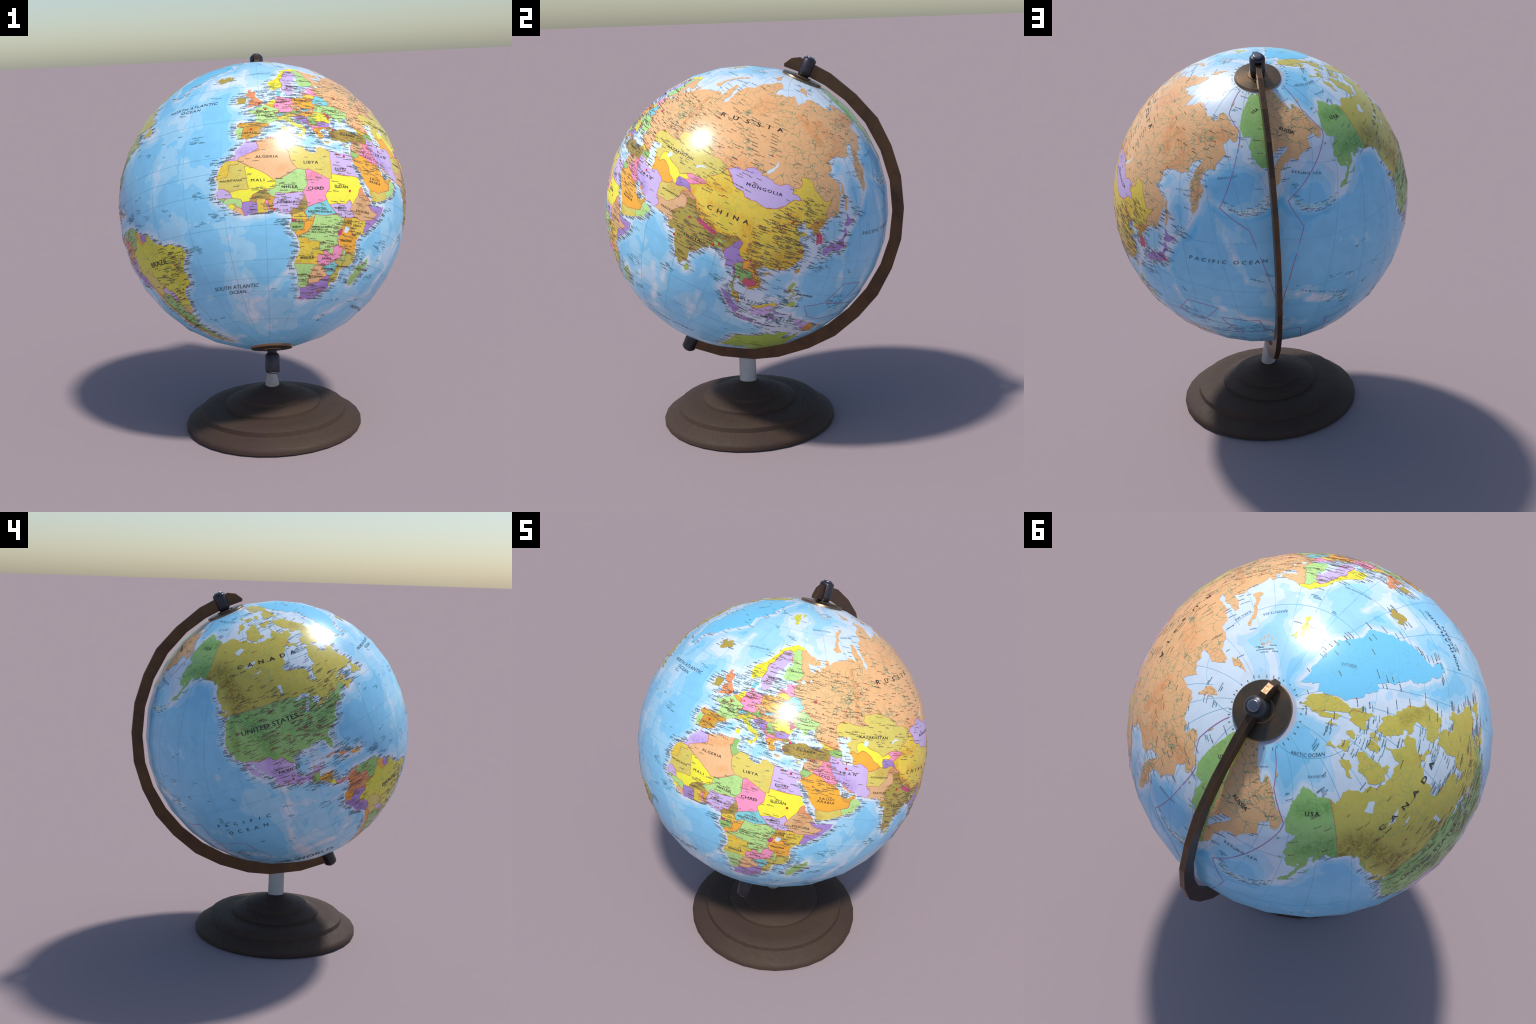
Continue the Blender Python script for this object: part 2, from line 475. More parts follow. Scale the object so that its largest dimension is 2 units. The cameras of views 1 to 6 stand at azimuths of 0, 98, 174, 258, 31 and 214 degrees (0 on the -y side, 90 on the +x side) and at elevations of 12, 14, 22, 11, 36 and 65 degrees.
indian_coast = [(101.3, 2.9), (100.3, 5.5), (98.3, 8), (98.7, 10.5), (97.8, 14.5), (97, 17), (94.5, 16), (94.3, 18.8), (92.3, 20.8),
                (91.5, 22.7), (89, 21.8), (87, 21.4), (85, 19.7), (82.3, 16.6), (80.2, 15.5), (80.3, 13), (79.8, 10.3), (78, 8.3),
                (77.4, 8.1), (76.2, 10.2), (74.7, 13.5), (73.5, 16), (72.8, 19), (72.6, 21.5), (70.8, 20.8), (69, 22.3), (70, 22.9),
                (67.3, 24.5), (66.5, 25.3), (61.8, 25.2), (57.3, 25.7), (56.7, 27), (54.5, 26.6), (51.5, 27.8), (50.2, 30), (48.6, 30),
                (48.2, 28.6), (50.1, 26.6), (50.8, 24.8), (51.3, 26.1), (51.8, 24.2), (54, 24.2), (56.2, 26.1), (56.7, 24.2),
                (58.7, 23.6), (59.8, 22.4), (57.8, 19), (55.2, 17.4), (52.2, 15.6), (48.7, 14), (45, 12.8), (43.4, 12.7), (42.8, 15.5),
                (42.5, 16.9), (40.8, 19.5), (39.1, 21.5), (38.3, 24), (36.5, 26), (34.8, 28.1), (34.9, 29.4), (34.3, 27.8),
                (33.2, 28.8), (32.6, 29.9)]
mediterranean_coast = [(32.5, 31.2), (34.2, 31.3), (35, 32.8), (35.9, 35.5), (36, 36.8), (34, 36.3), (32.3, 36.1), (30.6, 36.8),
                       (29, 36.4), (27.4, 36.8), (26.4, 38.4), (26.2, 39.4), (27.5, 40.4), (29.1, 41.2), (31.5, 41.2), (35, 42),
                       (37, 41.1), (41.5, 41.5), (41.4, 42.7), (38.5, 44.4), (37, 45), (38.3, 46.8), (35.2, 46.2), (35.3, 45.3),
                       (36.4, 45.3), (34, 44.4), (33, 45.3), (33.6, 46.1), (31, 46.6), (29.6, 45), (28.5, 43.5), (27.9, 42.5),
                       (28.8, 41.3), (26.8, 40.5), (24, 40.8), (23.7, 40), (22.7, 40.4), (23, 39.2), (24, 38.2), (24, 37.7),
                       (23.2, 36.5), (21.7, 36.9), (21.2, 38.3), (19.9, 39.9), (19.4, 41.5), (17.5, 43), (15.2, 44.3), (13.7, 45),
                       (13.5, 45.7), (12.3, 45.2), (12.5, 44), (14, 42.5), (16, 41.9), (18.4, 40.3), (17, 40.5), (16.6, 38.5),
                       (15.7, 38), (15.8, 40), (14, 40.9), (12.3, 41.8), (10.3, 43.5), (8.8, 44.4), (7.5, 43.8), (4.5, 43.4),
                       (3, 42.6), (3.2, 41.9), (0.7, 40.8), (-0.3, 39.4), (0, 38.7), (-1.7, 37.2), (-4.4, 36.7)]
eurasia = europe_coast + arctic_coast + pacific_coast + indian_coast + mediterranean_coast
north_america_arctic = [(-168, 65.6), (-166.5, 68.3), (-163, 69.5), (-156.7, 71.3), (-150, 70.5), (-141, 69.6), (-135, 69.3),
                        (-128, 70.2), (-124, 69.5), (-116, 69), (-114, 68), (-108, 67.8), (-102, 67.8), (-96, 68), (-94.5, 71.8),
                        (-91.5, 69.7), (-88, 68.5), (-85.5, 69.5), (-81.5, 69), (-81.3, 67.3), (-86, 66.2), (-87, 64.6), (-93, 61.9),
                        (-94.7, 58.8), (-92.5, 57), (-88, 56.5), (-82.5, 55.2), (-82, 53), (-80, 51.3), (-78.8, 52), (-79.5, 54.5),
                        (-76.7, 56.3), (-78.4, 58.7), (-77.5, 60.2), (-78, 62.3), (-73.5, 62.4), (-70, 61), (-69.5, 58.8),
                        (-66.5, 58.8), (-64.5, 60.3), (-62, 57.5), (-60, 55.3), (-57, 53.7), (-55.8, 52.2)]
north_america_atlantic = [(-58.8, 51.2), (-60.2, 50.2), (-66, 50.2), (-69, 48.5), (-65.2, 49.2), (-64.5, 48), (-65, 46.5), (-64, 46),
                          (-61.5, 45.7), (-60, 46.2), (-61.5, 45.1), (-65.7, 43.5), (-66, 44.5), (-64.8, 45.4), (-67, 44.8),
                          (-70, 43.8), (-70.7, 42.5), (-70, 41.7), (-74, 40.6), (-74.2, 39.5), (-75.5, 38), (-76, 37), (-75.6, 35.3),
                          (-77.9, 34), (-81, 32), (-81.3, 30), (-80.1, 27), (-80.4, 25.2), (-81.8, 26), (-82.8, 28), (-84, 30),
                          (-86, 30.4), (-89.5, 30.2), (-89.2, 29.1), (-92, 29.6), (-95, 29.1), (-97.2, 27.8), (-97.5, 25),
                          (-97.8, 22.5), (-96.2, 19.3), (-94.5, 18.2), (-92, 18.6), (-90.6, 19.8), (-90.3, 21.1), (-87, 21.5),
                          (-87.5, 19.5), (-88.2, 18), (-88.8, 15.9), (-86, 15.9), (-83.2, 15), (-83.6, 12.5), (-83.7, 11),
                          (-82.2, 9.1), (-79.8, 9.5), (-77.4, 8.6)]
north_america_pacific = [(-77.9, 7.5), (-80, 7.5), (-82.8, 8.2), (-84.8, 9.8), (-85.8, 10.8), (-87.5, 12.9), (-91.5, 14), (-94.5, 16.2),
                         (-97, 15.8), (-102, 18), (-105.5, 20), (-105.6, 22.5), (-109, 25.6), (-112, 28.5), (-113, 31.2),
                         (-114.7, 31.7), (-113, 28.8), (-111, 25.8), (-109.5, 23.1), (-110.3, 23.4), (-112.2, 25.5), (-114.3, 27.3),
                         (-115, 28.5), (-116.3, 30.7), (-117.3, 33), (-120.5, 34.5), (-122.3, 37), (-124.2, 40.4), (-124, 43.8),
                         (-124.5, 48.3), (-122.5, 47.8), (-123.2, 49.1), (-127, 51), (-130, 54.5), (-134, 58.2), (-139.5, 59.7),
                         (-146, 60.8), (-151.5, 59.3), (-151, 61), (-154, 59.2), (-158.5, 56.2), (-164.5, 54.7), (-160, 56),
                         (-157.5, 58.7), (-162, 58.7), (-165.5, 61), (-164.5, 63), (-161, 64.2), (-166, 64.5)]
north_america = north_america_arctic + north_america_atlantic + north_america_pacific
south_america = [(-77.4, 8.6), (-75.5, 10.6), (-72, 12), (-71.4, 10.9), (-68, 11.3), (-64, 10.5), (-61.9, 10.7), (-60, 8.5), (-57, 6),
                 (-52, 4.8), (-50, 1.2), (-48.3, -0.8), (-44.5, -2.5), (-40, -2.9), (-37, -4.8), (-35.2, -5.8), (-34.9, -8),
                 (-37, -11), (-39, -14), (-39.2, -17.8), (-41, -22), (-44.5, -23), (-48, -25.5), (-48.7, -28.3), (-51, -31),
                 (-53.5, -34), (-56, -34.9), (-58.4, -34), (-57, -36.5), (-58, -38.2), (-62, -39), (-65, -41), (-63.7, -42.5),
                 (-65.3, -44.8), (-67.5, -46.2), (-65.8, -47.8), (-69, -50.5), (-68.3, -52.4), (-67, -54), (-65.2, -54.7),
                 (-68.5, -55.5), (-72, -54), (-74.5, -51), (-75.5, -47), (-73.5, -42), (-73.5, -38), (-71.7, -33), (-71.5, -29),
                 (-70.4, -23), (-70.3, -18.4), (-76, -14), (-79, -8.2), (-81.2, -6), (-81.3, -4.5), (-80, -3), (-80.9, -1), (-80, 0.8),
                 (-78.7, 1.7), (-77.2, 4), (-77.5, 7)]
australia = [(113.7, -22), (114.2, -26), (115, -30), (115.7, -32), (115, -34.3), (118, -35), (123.5, -34), (129, -31.6), (131.5, -31.5),
             (135.5, -34.8), (138, -33), (138.3, -35.6), (140.5, -38), (143.5, -38.8), (146.3, -39), (150, -37.3), (151.5, -33),
             (153.5, -28.5), (152.8, -25), (150.8, -23), (148.5, -20), (146, -18.5), (145.3, -15), (143.5, -14.2), (142.5, -10.8),
             (141.7, -13), (140.8, -17.4), (139, -17.3), (136, -15.5), (136.8, -12.3), (132.5, -11.4), (130.5, -12.5), (129.5, -15),
             (126.8, -13.9), (123.5, -17), (122, -18.3), (119, -20)]
greenland = [(-73, 78.5), (-68, 80), (-60, 82), (-45, 82.5), (-32, 83.5), (-20, 82), (-18, 80), (-20, 76), (-20, 73), (-25, 70.5),
             (-32, 68.2), (-40, 65), (-43, 60.2), (-48, 61), (-53, 66), (-52, 69.5), (-55, 71.5), (-58, 75), (-65, 76)]

# (coast, ink, how ragged the coast is)
LAND = [(africa, "green", .07), (eurasia, "tundra", .13), (north_america, "olive", .17), (south_america, "citron", .08),
        (australia, "lime", .1), (greenland, "ice", .2)]


def island(ink, *pts, rough=.14):
    LAND.append((list(pts), ink, rough))


island("olive", (-77, 76.5), (-89, 76.4), (-86, 79), (-92, 81), (-80, 83), (-65, 82.7), (-61.5, 82.3), (-68, 80.5), (-74, 79), (-79, 77.5), rough=.27)
island("olive", (-95, 78.6), (-89, 78.2), (-86.5, 80.3), (-93, 81.3), rough=.27)
island("olive", (-92, 76.6), (-80, 75.8), (-80, 74.6), (-92, 74.7), rough=.24)
island("olive", (-61.5, 66.5), (-67.5, 70), (-72, 71.6), (-80, 73.7), (-89, 73.3), (-89, 71), (-80, 69.8), (-73, 67.8), (-73, 66), (-78, 64.5),
       (-71, 62.6), (-65, 62), (-68, 64), (-64.5, 63.3), (-64.5, 65.3), rough=.27)
island("olive", (-117, 71.5), (-112, 73), (-105, 73.3), (-105, 71), (-101.5, 69.5), (-106, 68.8), (-113, 68.6), (-116.5, 69.5), rough=.27)
island("olive", (-125, 72), (-123, 74.2), (-117, 73.5), (-122, 71.2), rough=.24)
island("olive", (-117, 75.8), (-110, 76.3), (-106, 75.2), (-113, 74.5), rough=.27)
island("olive", (-103, 76.3), (-98, 76.3), (-98, 75), (-103, 75.2), rough=.24)
island("olive", (-102, 73.5), (-97, 73.8), (-97, 71.8), (-101, 71.8), rough=.24)
island("olive", (-95.5, 74), (-90.5, 73.8), (-92.5, 72.2), (-95.5, 72.5), rough=.24)
island("olive", (-104, 79), (-97, 78.8), (-100, 77.8), rough=.24)
island("olive", (-123, 76.3), (-117, 77), (-118, 75.6), rough=.24)
island("olive", (-87, 65.5), (-82, 64.2), (-82, 63), (-86.5, 63.8), rough=.24)
island("olive", (-59.3, 47.8), (-57, 51), (-55.5, 51.5), (-53, 48), (-53.5, 46.7), (-56, 47.1), rough=.2)
island("olive", (-128, 50.7), (-125.3, 50.2), (-123.4, 48.4), (-125.5, 48.8))
island("leaf", (-154.5, 57.5), (-152.3, 58), (-153.8, 56.8))
island("leaf", (-171.5, 63.7), (-168.8, 63.4), (-170, 63.1))
island("leaf", (-167.3, 60.3), (-165.6, 60.2), (-166, 59.8))
island("clay", (-84.8, 22), (-82.5, 23.1), (-79, 22.6), (-75.5, 21), (-74.3, 20.2), (-77.6, 19.9), (-78.5, 21.3), (-82, 22.4))
island("orange", (-74.4, 18.4), (-72.8, 19.9), (-69.8, 19.7), (-68.5, 18.5), (-71.3, 17.8))
island("yellow", (-78.3, 18.3), (-76.3, 18.1), (-77, 17.8))
island("leaf", (-67.2, 18.4), (-65.7, 18.3), (-66.5, 18))
island("brown", (-24.3, 65.5), (-22.2, 66.4), (-20.5, 65.7), (-16.2, 66.5), (-13.8, 65), (-18.7, 63.5), (-22.5, 63.9), (-21.8, 64.6), rough=.2)
island("clay", (-5.6, 50.1), (-3.5, 50.2), (1.3, 51.1), (1.6, 52.7), (0.2, 53.2), (-1.5, 55), (-2, 57.6), (-4, 57.7), (-3.2, 58.6), (-5, 58.5),
       (-6, 56.5), (-4.8, 54.8), (-3.2, 54.1), (-4.5, 53.2), (-4.8, 52), (-3, 51.3), rough=.16)
island("brown", (-10, 51.7), (-6.3, 52.2), (-5.6, 54.5), (-7.5, 55.3), (-10, 54.2), (-9.2, 53))
island("citron", (11, 79.5), (16, 80), (21, 78.5), (16.5, 76.7), (13.8, 78), rough=.25)
island("citron", (18, 80.2), (27, 80.1), (23, 79.2), rough=.22)
island("tundra", (51.5, 71.6), (55.5, 73.5), (58, 75), (66, 76.8), (69, 76.8), (61, 75), (57, 73), (57.5, 70.7), (54, 70.7))
island("tundra", (95, 79), (98, 81), (105, 79), (100, 78.2), rough=.25)
island("tundra", (137, 75.5), (142, 76), (150, 75), (143, 73.3), (139, 74.5), rough=.25)
island("tundra", (179, 71.3), (182.3, 71.5), (181, 70.8))
for k in range(9):
    o, q = 48 + 1.7 * k, 80.2 + 0.5 * math.sin(2.2 * k)
    island("sand", (o, q), (o + 1.1, q + .25), (o + 1.2, q - .2), (o + .2, q - .3))
island("tundra", (142, 54), (143.2, 52), (143.5, 49.3), (144.5, 48.8), (142.8, 46.6), (142, 46), (142.1, 49), (141.7, 52))
island("purple", (140, 41.6), (141.7, 45.4), (145.5, 43.3), (143.2, 42))
island("purple", (141, 41.4), (142, 39.5), (140.8, 35.8), (138.5, 34.7), (136, 33.6), (131, 34.1), (133, 35.5), (136, 35.8), (137.3, 37.4),
       (139.5, 38.5), (140, 40.5))
island("purple", (129.8, 33), (131, 33.9), (134.5, 34.2), (133, 32.8), (131.5, 31.4), (130.3, 31.3))
island("amber", (120.1, 23), (121.5, 25.2), (122, 25), (120.9, 22))
island("amber", (108.7, 19.2), (110.5, 20.1), (111, 19.6), (109.5, 18.2))
island("lime", (120, 16), (120.7, 18.5), (122.2, 18.4), (121.6, 15.8), (124, 13), (123.5, 12.7), (120.6, 13.9))
island("lime", (122, 7), (123.5, 8.6), (125.5, 9.8), (126.5, 7.5), (125.5, 5.8), (124, 6.8), rough=.2)
island("lime", (122, 11.8), (123.2, 11.5), (122.6, 9.4))
island("lime", (124.3, 11.4), (125.5, 12.4), (125.2, 10.2))
island("lime", (79.8, 8), (80.3, 9.8), (81.8, 7.3), (80.6, 5.9))
island("purple", (95.3, 5.6), (98, 4.3), (101, 2), (103.8, -1), (106, -3), (105.8, -5.8), (104, -5.5), (101.5, -3), (99, 0.5), (97, 3.2))
island("purple", (105.2, -6.8), (107, -5.9), (110.8, -6.4), (112.7, -6.9), (114.5, -7.8), (114.3, -8.7), (108.5, -7.8))
island("lilac", (109, 1.5), (111.3, 2.6), (113.5, 3.7), (116.8, 7), (119.2, 5.2), (117.7, 3.5), (118.8, 1), (117.5, 0), (116.3, -3.5),
       (114.5, -4), (111.8, -3.5), (110, -1.3))
island("purple", (119, -3.5), (119.9, 0.5), (125, 1.5), (124, 0.4), (120.4, 0.5), (121, -1), (123.3, -0.9), (121.5, -2), (122.8, -4.5),
       (121.6, -4.7), (120.8, -2.7), (120.4, -5.5), (119.5, -5.5))
island("lilac", (131, -0.8), (134, -0.8), (135, -3.3), (138, -1.7), (141, -2.6), (145, -4.3), (147.8, -6), (147, -6.8), (150.8, -10.5),
       (147.2, -9.5), (144, -7.7), (141, -9.1), (138, -8.2), (138, -5.5), (133, -4), (132.7, -2.8))
island("purple", (123.5, -10.3), (127, -8.4), (125, -9.2))
island("purple", (118.8, -8.4), (123, -8.2), (120, -9))
island("purple", (115, -8.3), (119, -8.3), (116, -9))
island("purple", (127.5, 1), (128, 2.2), (128.7, 0.3), (128, -.7))
island("purple", (128, -3.2), (130.8, -3.2), (129, -3.6))
island("clay", (148.4, -5.6), (152, -4.2), (151.5, -5.7), (149.5, -6.3))
island("orange", (172.7, -34.5), (175.5, -36.7), (178.4, -37.7), (177, -39.6), (175.2, -41.6), (173.8, -39.3), (174.8, -37.5))
island("orange", (172.7, -40.6), (174.2, -41.8), (171, -44.5), (170.7, -46), (168.3, -46.6), (166.5, -45.8), (170.5, -43))
island("lime", (144.7, -40.8), (148.3, -40.9), (147.5, -43.4), (146, -43.5))
island("leaf", (49.3, -12), (50.4, -15.6), (49.5, -18), (47, -25), (45, -25.6), (43.3, -22.5), (44.4, -19.8), (44.3, -16.3), (47, -15.2), rough=.06)
island("yellow", (12.5, 38), (15.5, 38.2), (15.1, 36.7))
island("yellow", (8.2, 39), (8.3, 41), (9.7, 41), (9.6, 39.2))
island("leaf", (8.6, 41.8), (9.4, 43), (9.4, 41.5))
island("orange", (23.6, 35.4), (26.2, 35.2), (24.8, 34.9))
island("yellow", (32.3, 34.9), (34.5, 35.6), (33.4, 34.6))
island("teal", (11, 55.6), (12.5, 56), (12.2, 55))
island("citron", (-61, -51.8), (-58, -51.5), (-59.5, -52.3))
for k in range(16):       # volcanic chain between two continents
    s = k / 15
    o, q = -166 - 21.5 * s, 54.2 - 2.6 * math.sin(math.pi * (0.12 + 0.72 * s)) + 0.6 * s
    w = (0.75 - 0.4 * s) * random.uniform(.45, 1.1)
    o, q = o + random.uniform(-.5, .5), q + random.uniform(-.12, .12)
    island("leaf", (o - w, q - .12), (o, q + .16), (o + w, q + .2), (o + w * .2, q - .14))
for k in range(9):
    s = k / 8
    o, q = 155.5 - 9.5 * s, 50 - 5.9 * s - 0.5 * math.sin(math.pi * s)
    island("sand", (o - .3, q - .25), (o + .1, q + .3), (o + .35, q + .25))
for o, q, w in ((-155.6, 19.6, .55), (-156.5, 20.8, .3), (-158, 21.4, .3), (-159.5, 22, .25)):
    island("leaf", (o - w, q), (o, q + w * .7), (o + w, q), (o, q - w * .7))

# ------------------------------------------------------------------ countries, painted one over the other inside the coastlines
COUNTRIES = []


def country(ink, *pts, rough=.06):
    COUNTRIES.append((list(pts), ink, rough))


# Europe
country("yellow", (4, 57.5), (11.2, 58.9), (12.5, 61.3), (12, 63.3), (14.2, 64.5), (15.4, 66.2), (18.1, 68.4), (20.6, 69.1), (25, 68.7), (26, 69.8),
        (29, 69.8), (31, 69.8), (32, 71.5), (20, 71.5), (4, 64))
country("green", (20.6, 69), (24, 68.8), (26, 69.8), (29, 69.8), (28.5, 68.2), (30, 67.7), (29, 66.9), (30, 65.7), (29.7, 64.6), (31.5, 62.9),
        (30, 61.5), (27.8, 60.5), (25, 59.8), (20, 59.5), (19.5, 63), (24, 65.7), (24, 67))
country("lilac", (20.6, 69.1), (24, 67.9), (24.1, 65.8), (20, 63), (19.5, 59.5), (17, 56), (13, 55), (11.2, 58.9), (12, 60), (12.5, 61.3),
        (12, 63.3), (14.2, 64.5), (15.4, 66.2), (18.1, 68.4))
country("pink", (21, 55.9), (26.5, 55.7), (28.2, 56.2), (27.6, 58.8), (28.1, 59.6), (23, 59.7), (21, 58))
country("gold", (19.6, 54.2), (22.8, 54.4), (25.8, 54.2), (26.6, 55.6), (24, 56.3), (20.9, 56.2))
country("green", (22.2, 48.4), (24, 50.6), (23.6, 51.6), (27, 51.6), (30.6, 51.4), (32.6, 52.3), (34.4, 51.7), (36, 50.3), (40, 49.6), (38.3, 47.2),
        (36.5, 45), (33, 44), (30, 45), (28.3, 45.4), (30, 46.4), (28.2, 48.1), (24.9, 47.8))
country("teal", (23.5, 52), (23.5, 53.9), (25.8, 54.2), (26.6, 55.6), (28.2, 56.1), (31, 55.8), (31, 54.7), (32.7, 53.4), (31.6, 52.2), (30.6, 51.4), (27, 51.6))
country("green", (-5.2, 48.5), (-1.8, 43.4), (0.5, 42.7), (3.2, 42.4), (7.5, 43.7), (7, 45.9), (6.1, 46.4), (7.6, 47.6), (8.2, 49), (6.2, 49.5),
        (2.5, 51.1), (-2, 50.2))
country("amber", (-9.8, 44), (-1.8, 43.4), (0.7, 42.7), (3.6, 42.4), (0, 36), (-6, 35.7), (-7.4, 37.2), (-7, 38.9), (-6.3, 41.5), (-8.2, 42.1), (-9.2, 41.9))
country("green", (-9.2, 41.9), (-6.3, 41.6), (-7, 38.9), (-7.4, 37), (-9.5, 36.6), (-9.9, 39))
country("orange", (14.2, 53.9), (14.6, 52.5), (15, 50.9), (18.8, 49.4), (22.6, 49.1), (24, 50.6), (23.6, 52.3), (23.6, 54), (19.5, 54.6), (16.5, 55))
country("pink", (6, 51.8), (6.2, 49.5), (8, 48.9), (7.6, 47.6), (10.5, 47.5), (13, 47.6), (13.8, 48.6), (12.2, 50.2), (15, 51), (14.2, 54.2),
        (10, 54.9), (8, 55), (7, 53.8))
country("teal", (7.5, 54.9), (12.8, 54.8), (12.5, 56.2), (10.8, 58), (7.8, 57.3))
country("yellow", (3.3, 51.4), (6, 50.9), (7.1, 52.3), (7, 53.6), (4.5, 53.4))
country("orange", (2.5, 51.1), (4.2, 50), (6.1, 49.6), (6, 50.8), (3.4, 51.5))
country("teal", (6, 46.2), (7.6, 47.6), (9.6, 47.5), (10.4, 46.6), (8.5, 45.9), (7, 45.9))
country("leaf", (9.6, 47.4), (13, 47.7), (13.8, 48.7), (16.9, 48.6), (16.2, 46.9), (12.4, 46.7), (10.4, 46.7))
country("citron", (6.7, 45.1), (7.5, 43.7), (10, 42.5), (12, 41), (15.3, 37.3), (19, 39.8), (13, 44.3), (13.7, 45.7), (12.4, 46.7), (10.4, 46.6), (8.5, 46))
country("sand", (12.2, 50.3), (14.8, 51), (18.8, 49.5), (16.9, 48.6), (13.8, 48.7))
country("teal", (16.9, 48.5), (18.8, 49.5), (22.5, 49.1), (20, 48.2), (18, 47.8))
country("orange", (16.2, 46.8), (17.2, 48), (20, 48.3), (22.8, 48), (21, 46.2), (18, 45.8))
country("purple", (13.5, 45.5), (16.5, 46.5), (19, 45.9), (19.3, 43.5), (18.4, 42.2), (14.6, 43.5))
country("leaf", (19, 45.9), (20.3, 46.2), (22.5, 44.5), (22.5, 42.4), (20.5, 42), (19.2, 43.5))
country("pink", (18.9, 42.5), (20.5, 42.2), (23, 42.2), (23, 41.3), (20.8, 40.8), (19.9, 39.6), (19, 41))
country("citron", (20.3, 46.2), (22.8, 48), (26.6, 48.2), (28.1, 46.9), (28.2, 45.4), (29.8, 45.2), (28.6, 43.7), (23, 43.8), (21.4, 44.8))
country("magenta", (26.7, 48.2), (28.3, 48.1), (30, 46.4), (28.2, 45.5), (28.1, 46.9))
country("purple", (22.4, 44.2), (23, 43.8), (28.8, 43.8), (28.1, 42), (26.3, 41.7), (23, 41.3))
country("orange", (19.5, 39.6), (21, 40.8), (23, 41.3), (26.5, 41.7), (26.4, 40.6), (24.5, 38), (23, 36), (20.5, 36.8))
country("brown", (26, 41.9), (28.1, 42.1), (31, 41.8), (35, 42.5), (41.5, 41.5), (43.5, 41.1), (44.7, 39.7), (44.3, 37.3), (42.3, 37.2), (38, 36.8),
        (36.6, 36), (35, 35.8), (28, 35.8), (25.7, 38), (25.7, 40))
country("citron", (39.9, 43.5), (43, 42.9), (46.5, 41.8), (45, 41.2), (41.5, 41.5))
country("leaf", (43.5, 41.1), (45, 41.3), (46.5, 41.8), (48.5, 41.9), (50.5, 40.3), (48.8, 38.4), (46.5, 38.9), (44.7, 39.7))
# Asia
country("khaki", (46.5, 48.4), (47, 50), (51, 51.7), (55, 50.7), (59.5, 50.6), (61.5, 51), (60, 52), (61, 54), (66, 54.6), (70.8, 55.3), (71, 54.2),
        (74, 53.6), (77, 53.3), (80, 50.8), (83.4, 51), (87.3, 49.1), (85.5, 47.1), (82.5, 45.3), (80.2, 44.9), (80.2, 42.1), (76, 42.9),
        (73.5, 43), (71, 42.3), (68.2, 40.9), (66, 42.5), (62, 43.5), (58.5, 45.5), (56, 45), (56, 41.3), (54, 42.2), (52.5, 41.7), (49.5, 44.5), (48, 46))
country("yellow", (56, 45), (58.5, 45.5), (62, 43.5), (66, 42.5), (68.2, 40.9), (71, 42.2), (73, 40.8), (70.5, 40.2), (68, 40.2), (68.3, 37.3),
        (66.5, 37.4), (64, 38.9), (60, 42.2), (58, 42.7), (56, 41.3))
country("orange", (52.5, 41.7), (54, 42.2), (56, 41.3), (58, 42.7), (60, 42.2), (64, 38.9), (66.5, 37.4), (64.5, 36.3), (61.2, 35.3), (60.3, 36.6),
        (57, 38.2), (54, 37.4), (52.8, 38))
country("gold", (73.6, 39.5), (76, 40.4), (80.2, 42.1), (80.2, 44.9), (82.5, 45.3), (85.5, 47.1), (87.5, 49.1), (91, 45.2), (95.5, 44.2), (96.4, 42.7),
        (101, 42.6), (105, 41.6), (109, 42.4), (112, 43.6), (114, 45), (116.5, 46.4), (120, 46.8), (118, 48), (116, 47.9), (117, 49.7),
        (119.8, 50.3), (120.8, 53.2), (125.5, 53), (127.5, 50), (131, 47.8), (134.8, 48.4), (131.1, 44.9), (131, 42.9), (128, 42), (126, 41.5),
        (124.2, 39.9), (121.5, 38.5), (123, 36.5), (123, 30), (118, 23), (110, 20.2), (108, 21.5), (106.6, 22.9), (102, 22.4), (101.2, 21.3),
        (99, 22), (97.7, 24.5), (98.6, 27.6), (96, 29.3), (91.7, 27.8), (88, 27.9), (84, 28.9), (81, 30.3), (78.8, 32.5), (78, 35.5), (75, 37.4))
country("lilac", (87.8, 49.2), (91.5, 50.6), (94.5, 50.2), (98, 52), (98.8, 52), (102.2, 51.4), (102.3, 50.6), (106, 50.3), (110, 49.2), (114, 50.2),
        (116.6, 49.8), (115.8, 47.9), (118, 48), (119.8, 46.8), (116.5, 46.4), (114, 45), (112, 43.7), (109, 42.4), (105, 41.6), (101, 42.6),
        (96.4, 42.7), (95.5, 44.2), (91, 45.2), rough=.09)
country("pink", (70.5, 40.1), (73, 40.8), (71, 42.3), (73.5, 43), (76, 42.9), (80.2, 42.1), (76, 40.4), (73.6, 39.5))
country("purple", (67.6, 39), (68.2, 40.3), (70.5, 40.2), (73.6, 39.5), (75, 37.4), (71.5, 36.8), (69.5, 37.2), (68, 37))
country("khaki", (60.6, 34.3), (61.2, 35.5), (64.5, 36.3), (66.5, 37.4), (68.3, 37), (71.5, 37.8), (74.8, 37.2), (71.2, 36), (71, 34), (69.3, 31.9),
        (66.3, 29.8), (60.9, 29.8))
country("sand", (61.8, 25), (61.6, 26.2), (63, 27.2), (60.9, 29.8), (66.3, 29.8), (69.3, 31.9), (71, 34), (71.2, 36), (74.8, 37.1), (77.5, 35.5),
        (74.5, 33), (74.5, 31), (70, 28), (71, 24.4), (68.2, 23.5), (66, 24.5))
country("brown", (68.2, 23.6), (71, 24.4), (70, 28), (74.5, 31), (74.5, 33), (74, 34.8), (77.8, 35.4), (79, 32.5), (81, 30.2), (80.2, 28.8), (88, 26.4),
        (88.2, 27.9), (91.7, 27.8), (96, 29.3), (97.3, 28.2), (94.5, 24.7), (92.7, 22), (91, 24), (89, 25.9), (88.5, 21.5), (82, 15), (80.5, 10),
        (77.5, 7.5), (72, 16), (71, 20), (68, 22))
country("magenta", (80.2, 28.9), (81.3, 30.2), (84, 28.9), (88.1, 27.9), (88, 26.4), (84, 27.2))
country("leaf", (88.9, 27.3), (91.7, 27.9), (92, 26.8), (89, 26.8))
